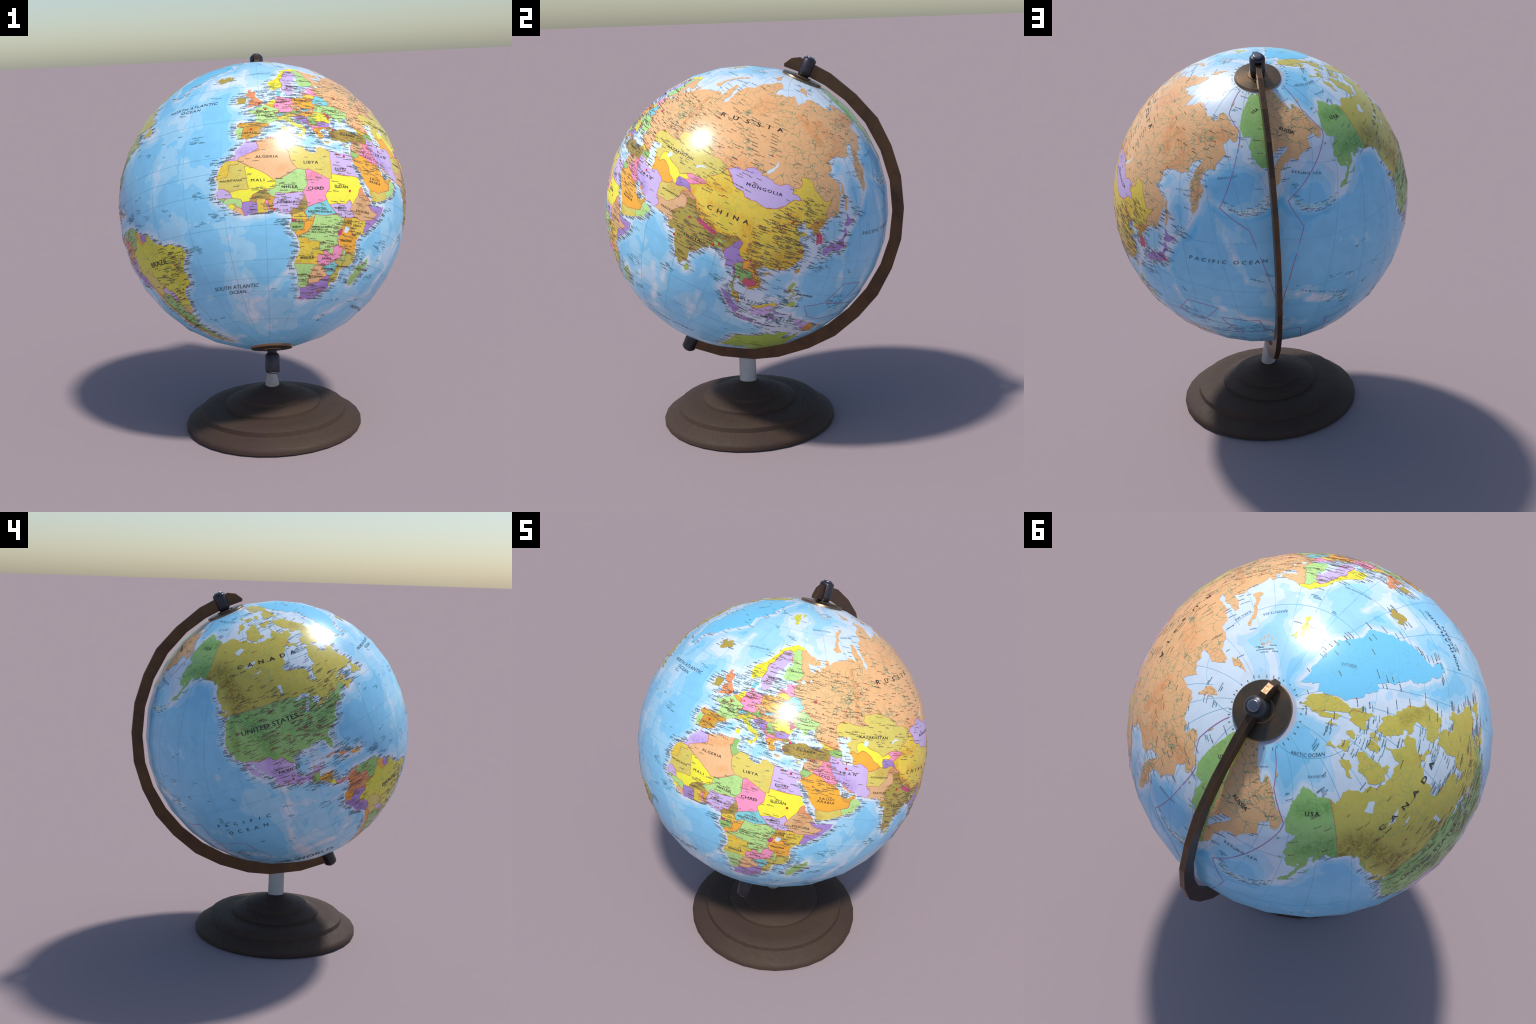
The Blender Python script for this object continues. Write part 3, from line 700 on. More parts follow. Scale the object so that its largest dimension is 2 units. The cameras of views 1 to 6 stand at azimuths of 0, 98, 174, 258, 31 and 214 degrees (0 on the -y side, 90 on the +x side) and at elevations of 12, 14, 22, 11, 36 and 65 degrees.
country("lime", (88.1, 24.5), (88.6, 26.3), (92, 25.1), (91.3, 23.8), (92.5, 21.5), (91, 21.5), (89, 21.4))
country("purple", (92.3, 20.8), (93, 23), (94.6, 25), (97.2, 28.3), (98.6, 27.5), (97.7, 24.5), (99.2, 22), (101.1, 21.6), (97.5, 18.5), (98.8, 16),
        (99.2, 12), (98.6, 9.9), (97, 13), (94, 15))
country("leaf", (97.4, 18.5), (100.1, 20.4), (101, 17.8), (104.5, 17.9), (105.6, 15), (103, 14.2), (102.6, 12), (100.5, 12.5), (99.5, 9), (102.2, 6.2),
        (100.2, 6.4), (98, 8), (99.2, 11.5), (98.6, 16))
country("orange", (100.2, 20.3), (101.7, 22.4), (103.9, 20.2), (105.2, 18.8), (107.6, 15.5), (107.5, 14.4), (105.6, 14.6), (104.6, 17.6), (101, 17.8))
country("amber", (102.2, 22.4), (105, 23.3), (108.2, 21.5), (107, 20), (109.8, 14), (109.8, 11), (105, 8.3), (104.3, 10.4), (106, 11.2), (107.5, 12.5),
        (107.5, 15.5), (105.2, 18.7), (104, 20.3))
country("rose", (102.4, 13.4), (103, 14.3), (107.5, 14.5), (107.4, 12.4), (106, 11), (104.4, 10.3), (102.9, 10.8))
country("gold", (99.5, 6.5), (102.2, 6.1), (104.5, 1.1), (100, 3))
country("gold", (109, 1.5), (110.5, .9), (113, 1.5), (115, 3), (115.8, 4.3), (118, 4.2), (119.5, 5), (117, 7.5), (112, 4))
country("amber", (141, -2), (141, -9.5), (152, -11), (149, -5))
country("amber", (124.2, 39.8), (126, 41.5), (128, 42), (130.8, 42.5), (128.5, 38.4), (124.6, 37.8))
country("rose", (125.8, 37.8), (128.5, 38.5), (130, 36.5), (129, 34), (125.5, 33.8))
country("lilac", (44.3, 37.3), (44.6, 39.7), (46.5, 38.9), (48.5, 39.5), (50, 37.3), (54, 37.3), (57, 38.2), (60.3, 36.6), (61.2, 35.3), (60.6, 34.3),
        (60.9, 31), (60.9, 29.8), (63.2, 27.2), (61.6, 25), (57, 25.4), (56, 26.8), (50.3, 29.5), (48, 30.5), (46, 33), (45.5, 35))
country("pink", (38.9, 33.4), (41, 34.5), (42.3, 37.2), (44.4, 37.3), (45.5, 35.9), (46, 33), (48, 30.9), (48.6, 29.8), (46.5, 29.1), (44.7, 29.2),
        (42, 31.1), (39.2, 32.1))
country("sand", (35.3, 35.9), (36.7, 36.9), (42.3, 37.2), (41, 34.5), (38.8, 33.4), (36, 32.6), (35, 33.2))
country("leaf", (34.1, 31.2), (35, 33.2), (36.8, 32.4), (39.2, 32.1), (37, 30), (34.9, 29.4))
country("orange", (34.7, 29.3), (37, 30), (39, 32), (42, 31.1), (44.7, 29.2), (47.5, 28.5), (50.3, 26.8), (51.5, 24.3), (52.6, 22.9), (55.1, 22.6),
        (55, 20), (52, 19), (47.5, 17.1), (43.2, 17.4), (42.6, 16.4), (38, 21), (35.6, 25))
country("amber", (51.5, 24.2), (52.6, 22.8), (55.1, 22.6), (56, 24.2), (56.4, 26.2), (53, 24.8))
country("green", (52, 19), (55, 20), (55.1, 22.7), (56, 24.3), (57, 24.8), (60.5, 22.5), (57, 17), (53, 16.3))
country("khaki", (42.4, 16.4), (43.2, 17.4), (47.5, 17.1), (52, 19), (53.2, 16.5), (52, 15), (45, 12.4), (43, 12.4), (42.3, 15))
# Africa
AF = .035
country("lilac", (-6, 36.2), (-2.2, 35.4), (-1.2, 32.4), (-3, 31), (-8.7, 28.7), (-8.7, 27.7), (-13.4, 27.7), (-10.5, 30), (-10.5, 32), rough=AF)
country("gold", (-13.6, 27.7), (-8.7, 27.7), (-8.7, 26), (-12, 26), (-12, 23.5), (-13, 21.3), (-17.5, 20.8), (-16.8, 24), rough=.0)
country("khaki", (-17.5, 20.8), (-13, 21.3), (-12, 23.5), (-12, 26), (-8.7, 26), (-8.7, 27.3), (-4.8, 25), (-6.5, 25), (-5.5, 15.5), (-9.5, 15.4),
        (-12, 14.8), (-14.5, 16.6), (-17, 16), rough=.01)
country("peach", (-2.2, 35.6), (3, 37.5), (8.6, 37.3), (8.3, 35), (7.5, 33.8), (9.5, 30.2), (9.9, 26.5), (12, 23.5), (5.5, 19.4), (3.2, 19), (1.2, 21.1),
        (-4.8, 25), (-8.7, 27.4), (-8.7, 28.7), (-3, 31), (-1.2, 32.4), rough=.02)
country("leaf", (8.6, 37.5), (8.3, 35), (7.5, 33.8), (9.5, 30.2), (11.5, 32.4), (11.6, 33.3), (10.8, 35), (11.5, 37.6), rough=AF)
country("khaki", (9.5, 30.2), (11.5, 32.4), (11.5, 33.4), (20, 33.2), (25, 32.2), (25, 20), (24, 20), (24, 19.5), (16, 23.5), (15, 23), (12, 23.5), (9.9, 26.5), rough=.015)
country("lilac", (25, 32.2), (25, 22), (37.3, 22), (34, 28), (35, 29.5), (34.2, 31.3), (30, 32.2), rough=.0)
country("yellow", (24, 20), (25, 20), (25, 22), (37.3, 22), (39, 18), (37, 17), (36.4, 14.3), (34.2, 10.6), (33.9, 9.6), (32.5, 12), (31, 9.8), (27, 9.5),
        (24, 8.7), (22.8, 11), (22, 13), (24, 15.7), rough=AF)
country("lilac", (24, 8.8), (27, 9.6), (31, 9.8), (32.5, 11.8), (33.9, 9.6), (33, 7.9), (35.9, 5), (34, 4.2), (31, 3.6), (28, 4.4), (26.4, 6.6), rough=AF)
country("sand", (36.4, 14.3), (40, 14.6), (42.3, 12.5), (41.8, 11), (44, 9), (48, 8), (45, 5), (42, 4.2), (39.5, 3.5), (35.9, 4.7), (33, 7.9), (34.2, 10.6), rough=AF)
country("clay", (36.5, 14.3), (37, 17), (38.6, 18.4), (43.5, 12.5), (42.3, 12.5), (40, 14.6), rough=AF)
country("purple", (41.8, 11), (43, 11.7), (52, 12.4), (49.5, 5), (42, -2.2), (41, -1), (41, 3), (42, 4.2), (45, 5), (48, 8), (44, 9), rough=AF)
country("gold", (34, 4.2), (35.9, 4.8), (39.5, 3.5), (41.8, 4), (41, -1), (41.8, -1.9), (39.5, -4.8), (34, -1), (34, 0.5), rough=AF)
country("amber", (30.9, 3.6), (34, 4.2), (34.5, 1), (33.9, -1), (29.6, -1.4), (30, 1), rough=AF)
country("orange", (30.5, -1), (34, -1), (39.4, -4.7), (41, -10.6), (34.7, -11.5), (33, -9.4), (30.8, -8.3), (29.4, -6), (30.8, -3.3), rough=AF)
country("magenta", (29, -1.4), (30.8, -1.1), (30.8, -3.3), (29.4, -4.5), rough=AF)
country("green", (12, -5.9), (13, -4.6), (16.2, -3.2), (17.7, 0), (18.6, 4.3), (22.5, 4.1), (27.4, 5.1), (30.8, 3.6), (31, 2), (29.6, -1.4), (29, -2.8),
        (29.3, -6), (30.8, -8.3), (28.5, -9), (28.5, -12.5), (29.8, -13.4), (27, -12), (24, -11), (22, -11.2), (21.8, -7.3), (19.5, -7),
        (17, -7.4), (16.5, -5.9), rough=AF)
country("orange", (10.8, -3.9), (12, -5), (13.3, -4.5), (16.2, -3), (17.7, 0), (18.6, 3.5), (16.2, 2.2), (13.2, 2.2), (14.4, 0), (14.4, -1.9), (11.7, -2.4), rough=AF)
country("leaf", (8.6, 1), (11.3, 2.2), (13.2, 2.2), (14.4, 1), (14.4, -1.9), (11.7, -2.5), (11, -4), (8.3, -1), rough=AF)
country("magenta", (9.3, 1), (11.3, 1), (11.3, 2.3), (9.5, 2.3), rough=.0)
country("brown", (8.3, 4.4), (10, 6.9), (12, 7.3), (13.8, 11), (14.6, 12.8), (15.1, 10), (15.5, 7.5), (14.5, 6), (16.2, 2.2), (9.6, 2.2), rough=AF)
country("gold", (10, 4.4), (14, 5.4), (16.2, 2.2), (9.6, 2.2), rough=AF)
country("teal", (15.5, 7.5), (18.8, 9), (22.9, 11), (24, 8.7), (27.4, 5.1), (22.5, 4.1), (18.6, 4.4), (16.4, 3.5), (16, 2.3), (14.5, 5), rough=AF)
country("pink", (15, 23), (16, 23.5), (24, 19.5), (24, 15.7), (22, 13), (22.9, 11), (18.8, 9), (15.5, 7.5), (15.1, 10), (13.6, 13.7), (15.5, 16.8), rough=AF)
country("green", (12, 23.5), (15, 23), (15.5, 16.8), (13.5, 13.7), (6.8, 13.1), (4, 13.5), (3.6, 11.7), (2.3, 12), (0.2, 15), (3.5, 15.4), (4.2, 16.5),
        (4.2, 19.2), (5.8, 19.5), rough=.025)
country("lilac", (2.7, 6), (2.7, 9), (3.6, 11.7), (4, 13.5), (6.8, 13.1), (13.5, 13.7), (14, 12.5), (13.2, 9.6), (11.5, 6.6), (10, 6.9), (8.6, 4.3), (5, 3.8), rough=AF)
country("yellow", (-4.8, 25), (1.2, 21.1), (3.2, 19), (4.2, 19.2), (4.2, 16.5), (3.5, 15.4), (0.2, 15), (-2, 14.2), (-4.2, 13), (-5.4, 10.4), (-8, 10.2),
        (-8.5, 11.5), (-11.4, 12.2), (-12.2, 14.8), (-9.5, 15.4), (-5.5, 15.5), (-6.5, 25), rough=.01)
country("brown", (-5.4, 10.4), (-4.2, 13), (-2, 14.2), (0.2, 15), (2.3, 12.1), (.9, 10.9), (-2.8, 11), (-2.8, 9.7), rough=AF)
country("amber", (1, 5.9), (.9, 10.9), (2.3, 12.2), (3.6, 11.6), (2.7, 9), (2.7, 6), rough=AF)
country("pink", (0.6, 5.7), (0.1, 11), (.9, 11), (1.6, 5.9), rough=AF)
country("gold", (-2.9, 4.4), (-2.8, 11), (0.1, 11), (1.2, 5.7), rough=AF)
country("purple", (-7.6, 4), (-8.5, 7.5), (-8, 10.2), (-5.4, 10.4), (-2.8, 9.7), (-3, 4.8), rough=AF)
country("green", (-15, 10.9), (-13.7, 12.6), (-11.4, 12.4), (-8.5, 11.5), (-8, 10), (-8.4, 7.6), (-10, 8.5), (-11, 10), (-13.5, 8.8), rough=AF)
country("peach", (-11.7, 6.8), (-10, 8.5), (-8.4, 7.5), (-7.5, 4), rough=AF)
country("yellow", (-13.5, 9), (-12, 10), (-10.5, 9), (-11.6, 6.8), rough=AF)
country("lilac", (-17.8, 14.8), (-16.8, 16.6), (-14.5, 16.6), (-12.2, 14.8), (-11.4, 12.3), (-17, 12.4), rough=AF)
country("leaf", (-17, 12.4), (-13.7, 12.6), (-15.2, 10.8), rough=AF)
country("gold", (11.8, -5.8), (16.5, -5.9), (17, -7.4), (19.5, -7), (21.8, -7.3), (22, -11.2), (24, -11), (24, -13), (22, -13), (22, -16.2), (23.3, -17.6),
        (18.5, -17.4), (14, -17.4), (11.4, -17.2), (12, -10), rough=.02)
country("green", (11.4, -17.2), (18.5, -17.4), (23.3, -17.6), (25, -17.7), (21, -18.3), (21, -22), (20, -22), (20, -28.4), (16.5, -28.6), (13.5, -25), rough=.01)
country("pink", (24, -11), (27, -12), (29.8, -13.4), (28.5, -12.5), (28.5, -9), (30.8, -8.3), (33, -9.4), (33, -13.7), (30.3, -15), (30, -15.7), (27, -17.9),
        (25.2, -17.8), (23.3, -17.6), (22, -16.2), (22, -13), (24, -13), rough=AF)
country("olive", (41, -10.5), (34.7, -11.5), (35.8, -15), (35.2, -17), (34.3, -14.7), (30.3, -15), (33, -17), (32.7, -20.5), (31.3, -22.4), (32, -26.8),
        (33, -26.8), (36, -24), (35.8, -20), (41.2, -15), rough=AF)
country("lime", (33, -9.4), (34.3, -10), (35.8, -15), (35.2, -17), (34.3, -14.7), (32.8, -13.7), rough=AF)
country("purple", (16.2, -28.6), (20, -28.4), (20, -24.8), (20.7, -26.9), (25.5, -25.7), (26.8, -24.3), (29.4, -22.2), (31.3, -22.4), (32, -26.8), (33, -27),
        (31, -31), (26, -35.5), (18, -35.8), (16.5, -31), rough=AF)
country("teal", (25.2, -17.8), (27, -17.9), (30.3, -15.7), (33, -17), (32.7, -20.5), (31.3, -22.4), (29.4, -22.2), (27.5, -20.5), rough=AF)
country("peach", (20, -22), (21, -22), (21, -18.3), (25.2, -17.8), (27.5, -20.5), (29.4, -22.2), (26.8, -24.3), (25.5, -25.7), (22.7, -25.9), (20.7, -26.9), (20, -24.8), rough=AF)
country("amber", (27, -29.6), (28.6, -28.7), (29.4, -29.6), (28, -30.6), rough=AF)
# Americas
country("leaf", (-125, 48.4), (-123, 49), (-109, 49), (-95, 49), (-89.5, 48), (-84, 46.5), (-82.5, 45.3), (-82.5, 42), (-79, 42.8), (-76.5, 44.2), (-74.7, 45), (-71.5, 45),
        (-69.2, 47.4), (-67.8, 47), (-66.8, 44.6), (-69, 41), (-74, 38), (-75, 35), (-80, 30), (-79.5, 24.5), (-83, 25), (-84, 29), (-97, 27),
        (-97.3, 25.9), (-99.5, 27.5), (-101.5, 29.8), (-104.5, 29.6), (-106.5, 31.8), (-111, 31.3), (-114.8, 32.5), (-117.3, 32.5), (-121, 34), (-125.5, 40), rough=.015)
country("leaf", (-141, 71), (-141, 60.3), (-137.5, 58.9), (-135, 59.7), (-130, 56), (-130, 54.6), (-134, 54), (-150, 58), (-170, 52), (-170, 68), (-157, 72), rough=.0)
country("lilac", (-117.3, 32.5), (-114.8, 32.5), (-111, 31.3), (-106.5, 31.8), (-104.5, 29.6), (-101.5, 29.8), (-99.5, 27.5), (-97.2, 25.9), (-96, 20), (-92, 19.5),
        (-86, 22), (-87.3, 18.3), (-89.2, 17.8), (-91, 17.5), (-92, 14.2), (-97, 15), (-107, 20), (-111, 22), (-118, 30), rough=.04)
country("leaf", (-92.4, 14), (-91.5, 17.8), (-89.1, 17.9), (-88.2, 15.7), (-90, 13.3))
country("orange", (-89.3, 14.4), (-88.3, 15.8), (-83, 16), (-83.1, 14.9), (-87.4, 12.8))
country("brown", (-87.9, 13), (-83, 15), (-83.3, 10.9), (-86, 11))
country("yellow", (-86.2, 11.2), (-83.3, 10.9), (-82.6, 8), (-85.5, 9.3))
country("pink", (-83, 7.8), (-82.5, 9.9), (-77.2, 8.8), (-77.8, 6.9), (-80, 6.8))
country("clay", (-77.5, 8.8), (-75, 11.4), (-71.3, 12.7), (-72.5, 9), (-70, 7), (-67.5, 6.2), (-67, 1.2), (-69.8, 1.2), (-69.9, -4.2), (-75, -0.2), (-79.2, 1.3), (-78.2, 5))
country("leaf", (-71.4, 12.4), (-73, 10), (-72.4, 7.4), (-67.5, 6.2), (-67, 1.2), (-64, 1.5), (-62.7, 4), (-60.7, 5), (-61.3, 7), (-59.5, 8.4), (-62, 11.2), (-68, 12.2))
country("orange", (-59.8, 8.7), (-61.3, 7), (-60, 4.5), (-58.5, 1.3), (-56.5, 2), (-57.5, 5), (-57, 6.5))
country("purple", (-57.2, 6.4), (-58, 4), (-56.5, 2), (-54, 2.3), (-54, 6.2))
country("lime", (-54, 6.2), (-54.4, 2.3), (-51.6, 4.6))
country("orange", (-81, 1.3), (-78.9, 1.4), (-75.3, -.2), (-76.5, -2.6), (-78.5, -4.8), (-80.4, -4.4), (-81.5, -2))
country("purple", (-80.4, -4.3), (-78.5, -4.8), (-76.5, -2.6), (-75.3, -.1), (-70, -2.5), (-70, -4.2), (-73, -6), (-73.5, -9.5), (-70.5, -9.6), (-70.5, -11),
        (-69, -12.5), (-69, -15.5), (-70.5, -18.6), (-76.8, -14), (-82, -6))
country("khaki", (-69.5, -11), (-65.4, -9.8), (-62, -13), (-60.2, -14.2), (-60, -16.3), (-58, -17.5), (-58, -20), (-62, -20), (-62.7, -22.2), (-67.5, -22.8),
        (-69, -18), (-69, -12.5))
country("leaf", (-67.3, -22.8), (-62.7, -22.2), (-57.7, -25.3), (-58.5, -27.3), (-54.6, -27.3), (-53.8, -26.2), (-57.6, -30.2), (-58.2, -34), (-56, -37),
        (-62, -40.5), (-63, -56), (-68.4, -55.8), (-68.6, -52.3), (-72, -51), (-71.7, -45), (-71, -40), (-70, -34), (-69, -28), (-68.5, -24.5))
country("lilac", (-62, -20), (-58.2, -20), (-58, -22), (-54.5, -24), (-54.6, -27.3), (-58.5, -27.2), (-57.7, -25.3), (-62.6, -22.2))
country("sand", (-57.6, -30.2), (-53.2, -33.2), (-53.1, -34.6), (-56, -35.5), (-58.7, -34))
country("orange", (-70.5, -18.3), (-69, -18), (-67.3, -22.8), (-68.5, -24.5), (-69, -28), (-70, -34), (-71, -40), (-71.7, -45), (-72, -51), (-68.6, -52.3),
        (-68.4, -56), (-76, -54), (-76.5, -45), (-74.5, -38), (-72.5, -30), (-71.3, -22))

LAKES = []


def lake(*pts):
    LAKES.append((list(pts), None, .08))


lake((47, 45.5), (49, 46.3), (52.5, 46.8), (53, 45.3), (51, 44.5), (52.5, 42.5), (52.9, 41), (53.8, 39), (53.9, 37), (50.5, 37.2), (49, 38.5), (49.6, 40.4), (48, 42.5))
lake((58.4, 44.5), (60, 46.5), (61.3, 45.8), (59.8, 44))
lake((103.8, 51.5), (106, 52.9), (108.5, 54), (109.8, 55.7), (109.4, 54), (107.5, 52.6), (105.5, 51.6))
lake((73.8, 46), (75.5, 46.7), (79, 46.5), (76, 46.2), (74.3, 45.2))
lake((31.7, -1), (32, 0.3), (34, 0.2), (33.8, -1), (32.8, -2.6), (31.8, -2.4))
lake((29.1, -3.4), (29.7, -6), (31, -8.6), (30.4, -7), (29.6, -5))
lake((34, -9.6), (34.5, -12), (35.2, -14.3), (34.5, -13))
lake((-92, 46.8), (-88.5, 48.6), (-85, 47.8), (-84.7, 46.5), (-88, 46.9))
lake((-88, 42), (-87.9, 44), (-86.5, 46), (-85, 45.8), (-86.4, 44), (-86.8, 41.8))
lake((-84.5, 46), (-81, 46), (-80, 44.7), (-81.7, 43.3), (-83.5, 44.2))
lake((-83.3, 41.7), (-79, 42.8), (-80.5, 42))
lake((-79.6, 43.3), (-76.4, 44), (-77, 43.3))
lake((-98.8, 53.8), (-97, 53.5), (-96.5, 50.6), (-98.3, 52))
lake((-125, 66), (-121, 67), (-118, 66.5), (-121.5, 65))
lake((-117, 61.2), (-113, 62.3), (-109.5, 62.7), (-113.5, 61))
lake((30.3, 60.5), (31, 61.6), (32.8, 61), (31.5, 60))
lake((34.5, 61.2), (35.5, 62.5), (36, 61))
lake((-111.2, 58.7), (-106.5, 59.5), (-107, 59.1))


# ------------------------------------------------------------------ outlines -> ball coordinates
def ragged(pts, amount, rng, step=0.42):
    """Closed outline with midpoint-displaced edges, so that a coast looks like a coast."""
    def split(a, b, amp):
        d = b - a
        c = math.cos(math.radians(min(80, abs(0.5 * (a[1] + b[1])))))
        length = math.hypot(d[0] * c, d[1])
        if length < step:
            return [a]
        m = 0.5 * (a + b) + amp * rng.normal() * 0.75 * np.array([-d[1] / max(c, .25), d[0] * c])
        return split(a, m, amp) + split(m, b, amp)
    p = [np.array(q, float) for q in pts]
    out = []
    for a, b in zip(p, p[1:] + p[:1]):
        out += split(a, b, amount)
    return np.array(out)


def outlines(items, seed):
    res = []
    for k, (pts, ink, rough) in enumerate(items):
        ll = ragged(pts, rough, np.random.default_rng(seed + k))
        for shift in (-360, 0, 360):
            q = ll + [shift, 0]
            if q[:, 0].max() < -212 or q[:, 0].min() > 212:
                continue
            uv = to_ball(np.clip(q[:, 0], -235, 235), q[:, 1])
            if uv[:, 0].max() < -180 or uv[:, 0].min() > 180:
                continue
            res.append((uv, ink))
    return res


def inside(pts, poly):
    """Even-odd test for many points against one outline."""
    hit = np.zeros(len(pts), bool)
    lo, hi = poly.min(0), poly.max(0)
    box = np.flatnonzero(np.all((pts >= lo) & (pts <= hi), 1))
    if not len(box):
        return hit
    for part in np.array_split(box, max(1, len(box) * len(poly) // 20_000_000 + 1)):
        x, y = pts[part, 0][:, None], pts[part, 1][:, None]
        x0, y0 = poly[:, 0], poly[:, 1]
        x1, y1 = np.roll(x0, -1), np.roll(y0, -1)
        cross = (y0 > y) != (y1 > y)
        with np.errstate(divide="ignore", invalid="ignore"):
            xi = x0 + (y - y0) * (x1 - x0) / (y1 - y0)
        hit[part] = (np.sum(cross & (x < xi), 1) % 2).astype(bool)
    return hit


coast = outlines(LAND, 100)
borders = outlines(COUNTRIES, 900)
lakes = outlines(LAKES, 2000)
INKS = list(INK)


def classify(pts):
    """(ink index or -1, region number) for points in ball coordinates."""
    ink = np.full(len(pts), -1)
    region = np.full(len(pts), -1)
    for k, (poly, name) in enumerate(coast):
        m = inside(pts, poly)
        ink[m], region[m] = INKS.index(name), k
    main = set(k for k, (p, n) in enumerate(coast) if n != "ice")
    land = (ink >= 0) & np.isin(region, list(main))
    for k, (poly, name) in enumerate(borders):
        m = inside(pts, poly) & land
        ink[m], region[m] = INKS.index(name), 1000 + k
    for poly, _ in lakes:
        m = inside(pts, poly)
        ink[m], region[m] = INKS.index("lake"), 5000
    return ink, region


# one constrained triangulation holds every coast, border and lake shore
cv, ce = [], []
for poly, _ in coast + borders + lakes:
    s = len(cv)
    cv += [Vector(q) for q in poly]
    ce += [(s + i, s + (i + 1) % len(poly)) for i in range(len(poly))]
s = len(cv)
side = np.arange(-90, 90.1, 2.8125)
cv += [Vector((-180, y)) for y in side] + [Vector((180, y)) for y in side]
ce += [(s + i, s + i + 1) for i in range(len(side) - 1)] + [(s + len(side) + i, s + len(side) + i + 1) for i in range(len(side) - 1)]
gu, gv = np.meshgrid(np.arange(-180 + FACET / 5, 180, FACET / 5), np.arange(-78.75, 88, FACET / 5))
gp = np.stack([gu.ravel(), gv.ravel()], 1)
gi, _ = classify(gp)
cv += [Vector(q) for q in gp[gi >= 0] + RNG.normal(0, 0.02, (int((gi >= 0).sum()), 2))]
out = geometry.delaunay_2d_cdt(cv, ce, [], 0, 1e-5)
TV = np.array([tuple(v) for v in out[0]])
TF = np.array([f for f in out[2]])
cen = TV[TF].mean(1)
ok = (np.abs(cen[:, 0]) < 180) & (np.abs(cen[:, 1]) < 90)
TF, cen = TF[ok], cen[ok]
ink, region = classify(cen)
LF, LI, LR = TF[ink >= 0], ink[ink >= 0], region[ink >= 0]
flip = np.cross(TV[LF[:, 1]] - TV[LF[:, 0]], TV[LF[:, 2]] - TV[LF[:, 0]]) < 0
LF[flip] = LF[flip][:, ::-1]

# ------------------------------------------------------------------ map materials
BELTS = [  # mountain belts: lon, lat, lon, lat, width (degrees), strength
    (-150, 62, -137, 60, 4, 1), (-133, 62, -118, 52, 5, 1), (-118, 50, -107, 38, 5, 1), (-107, 38, -104, 22, 4, .9), (-121, 48, -119, 37, 2, .9), (-84, 35, -74, 43, 2.2, .7), (-160, 68, -143, 68.5, 3, .8), (-156, 61.5, -143, 62.5, 3, 1), (-95, 38, -88, 36, 3, .4), (-99, 20, -92, 16, 3, .9),
    (-75, 6, -79, -4, 3, 1), (-77, -8, -69, -17, 3.2, 1), (-69, -20, -71, -45, 2.2, 1), (-45, -18, -41, -12, 4, .6),
    (-7, 31, 8, 36, 2.2, .8), (-4, 40, 1, 42, 2.6, .7), (7, 45, 15, 47, 2, .9), (17, 44, 24, 41, 2.6, .8), (29, 39, 43, 40, 3.5, .9),
    (43, 43, 47, 42, 1.6, 1), (44, 36, 54, 29, 3.2, .8), (60, 66, 58, 53, 1.3, 1), (67, 35, 74, 37, 3, 1), (74, 36, 88, 28, 2.2, 1.2),
    (88, 28, 98, 27, 2.2, 1.2), (75, 41, 90, 43, 1.8, .9), (84, 36, 96, 36, 2, .6), (99, 33, 102, 26, 4, .8), (88, 51, 100, 52, 3, .7),
    (113, 26, 118, 28, 5, .7), (112, 38, 116, 41, 4, .6), (128, 68, 136, 62, 2.2, .9), (140, 66, 150, 63, 3.5, .8), (162, 66, 178, 66, 3, .8),
    (138, 58, 148, 61, 2.5, .7), (97, 68, 104, 70, 5, .5), (160, 55, 162, 60, 1.6, 1), (38, 8, 40, 13, 3, .8), (17, 20, 19, 21, 1.8, .9),
    (6, 23, 8, 24, 1.8, .7), (28, -30, 30, -28, 2, .8), (36, -4, 36, 2, 2, .6), (10, 5, 13, 7, 2, .7), (8, 62, 14, 66, 1.8, .7),
    (146, -36, 150, -30, 2, .5), (134, -4, 146, -7, 1.6, .9), (43, 16, 45, 14, 1.5, .8), (139, 36, 138, 35, 1.5, .6), (-75, 70, -66, 66, 2.5, .6),
]


def mountain_group():
    g = bpy.data.node_groups.new("mountain_belts", "ShaderNodeTree")
    g.interface.new_socket("Vector", in_out="INPUT", socket_type="NodeSocketVector")
    g.interface.new_socket("Mask", in_out="OUTPUT", socket_type="NodeSocketFloat")
    n = Nodes(g)
    gi, go = n.new("NodeGroupInput"), n.new("NodeGroupOutput")
    co = n.vec("NORMALIZE", gi.outputs[0])
    _, wob = n.noise(co, 9, 3)
    co = n.vec("ADD", co, n.vec("SCALE", n.vec("SUBTRACT", wob, (0.5, 0.5, 0.5)), scale=0.07))
    total = None
    for lo0, la0, lo1, la1, w, s in BELTS:
        a, b = direction(to_ball([lo0, lo1], [la0, la1]))
        ba = b - a
        pa = n.vec("SUBTRACT", co, tuple(a))
        h = n.math("DIVIDE", n.vec("DOT_PRODUCT", pa, tuple(ba), out=1), float(ba @ ba) + 1e-6, clamp=True)
        near = n.vec("SUBTRACT", pa, n.vec("SCALE", tuple(ba), scale=h))
        m = n.remap(n.vec("LENGTH", near, out=1), math.radians(w) * 0.25, math.radians(w) * 1.15, s, 0.0)
        total = m if total is None else n.math("MAXIMUM", total, m)
    n.put(go.inputs[0], total)
    return g


BELT_GROUP = mountain_group()
GLOSS = 0.27


def finish(n, p, colour):
    n.put(p.inputs["Base Color"], colour)
    p.inputs["Roughness"].default_value = GLOSS
    p.inputs["Specular IOR Level"].default_value = 0.5


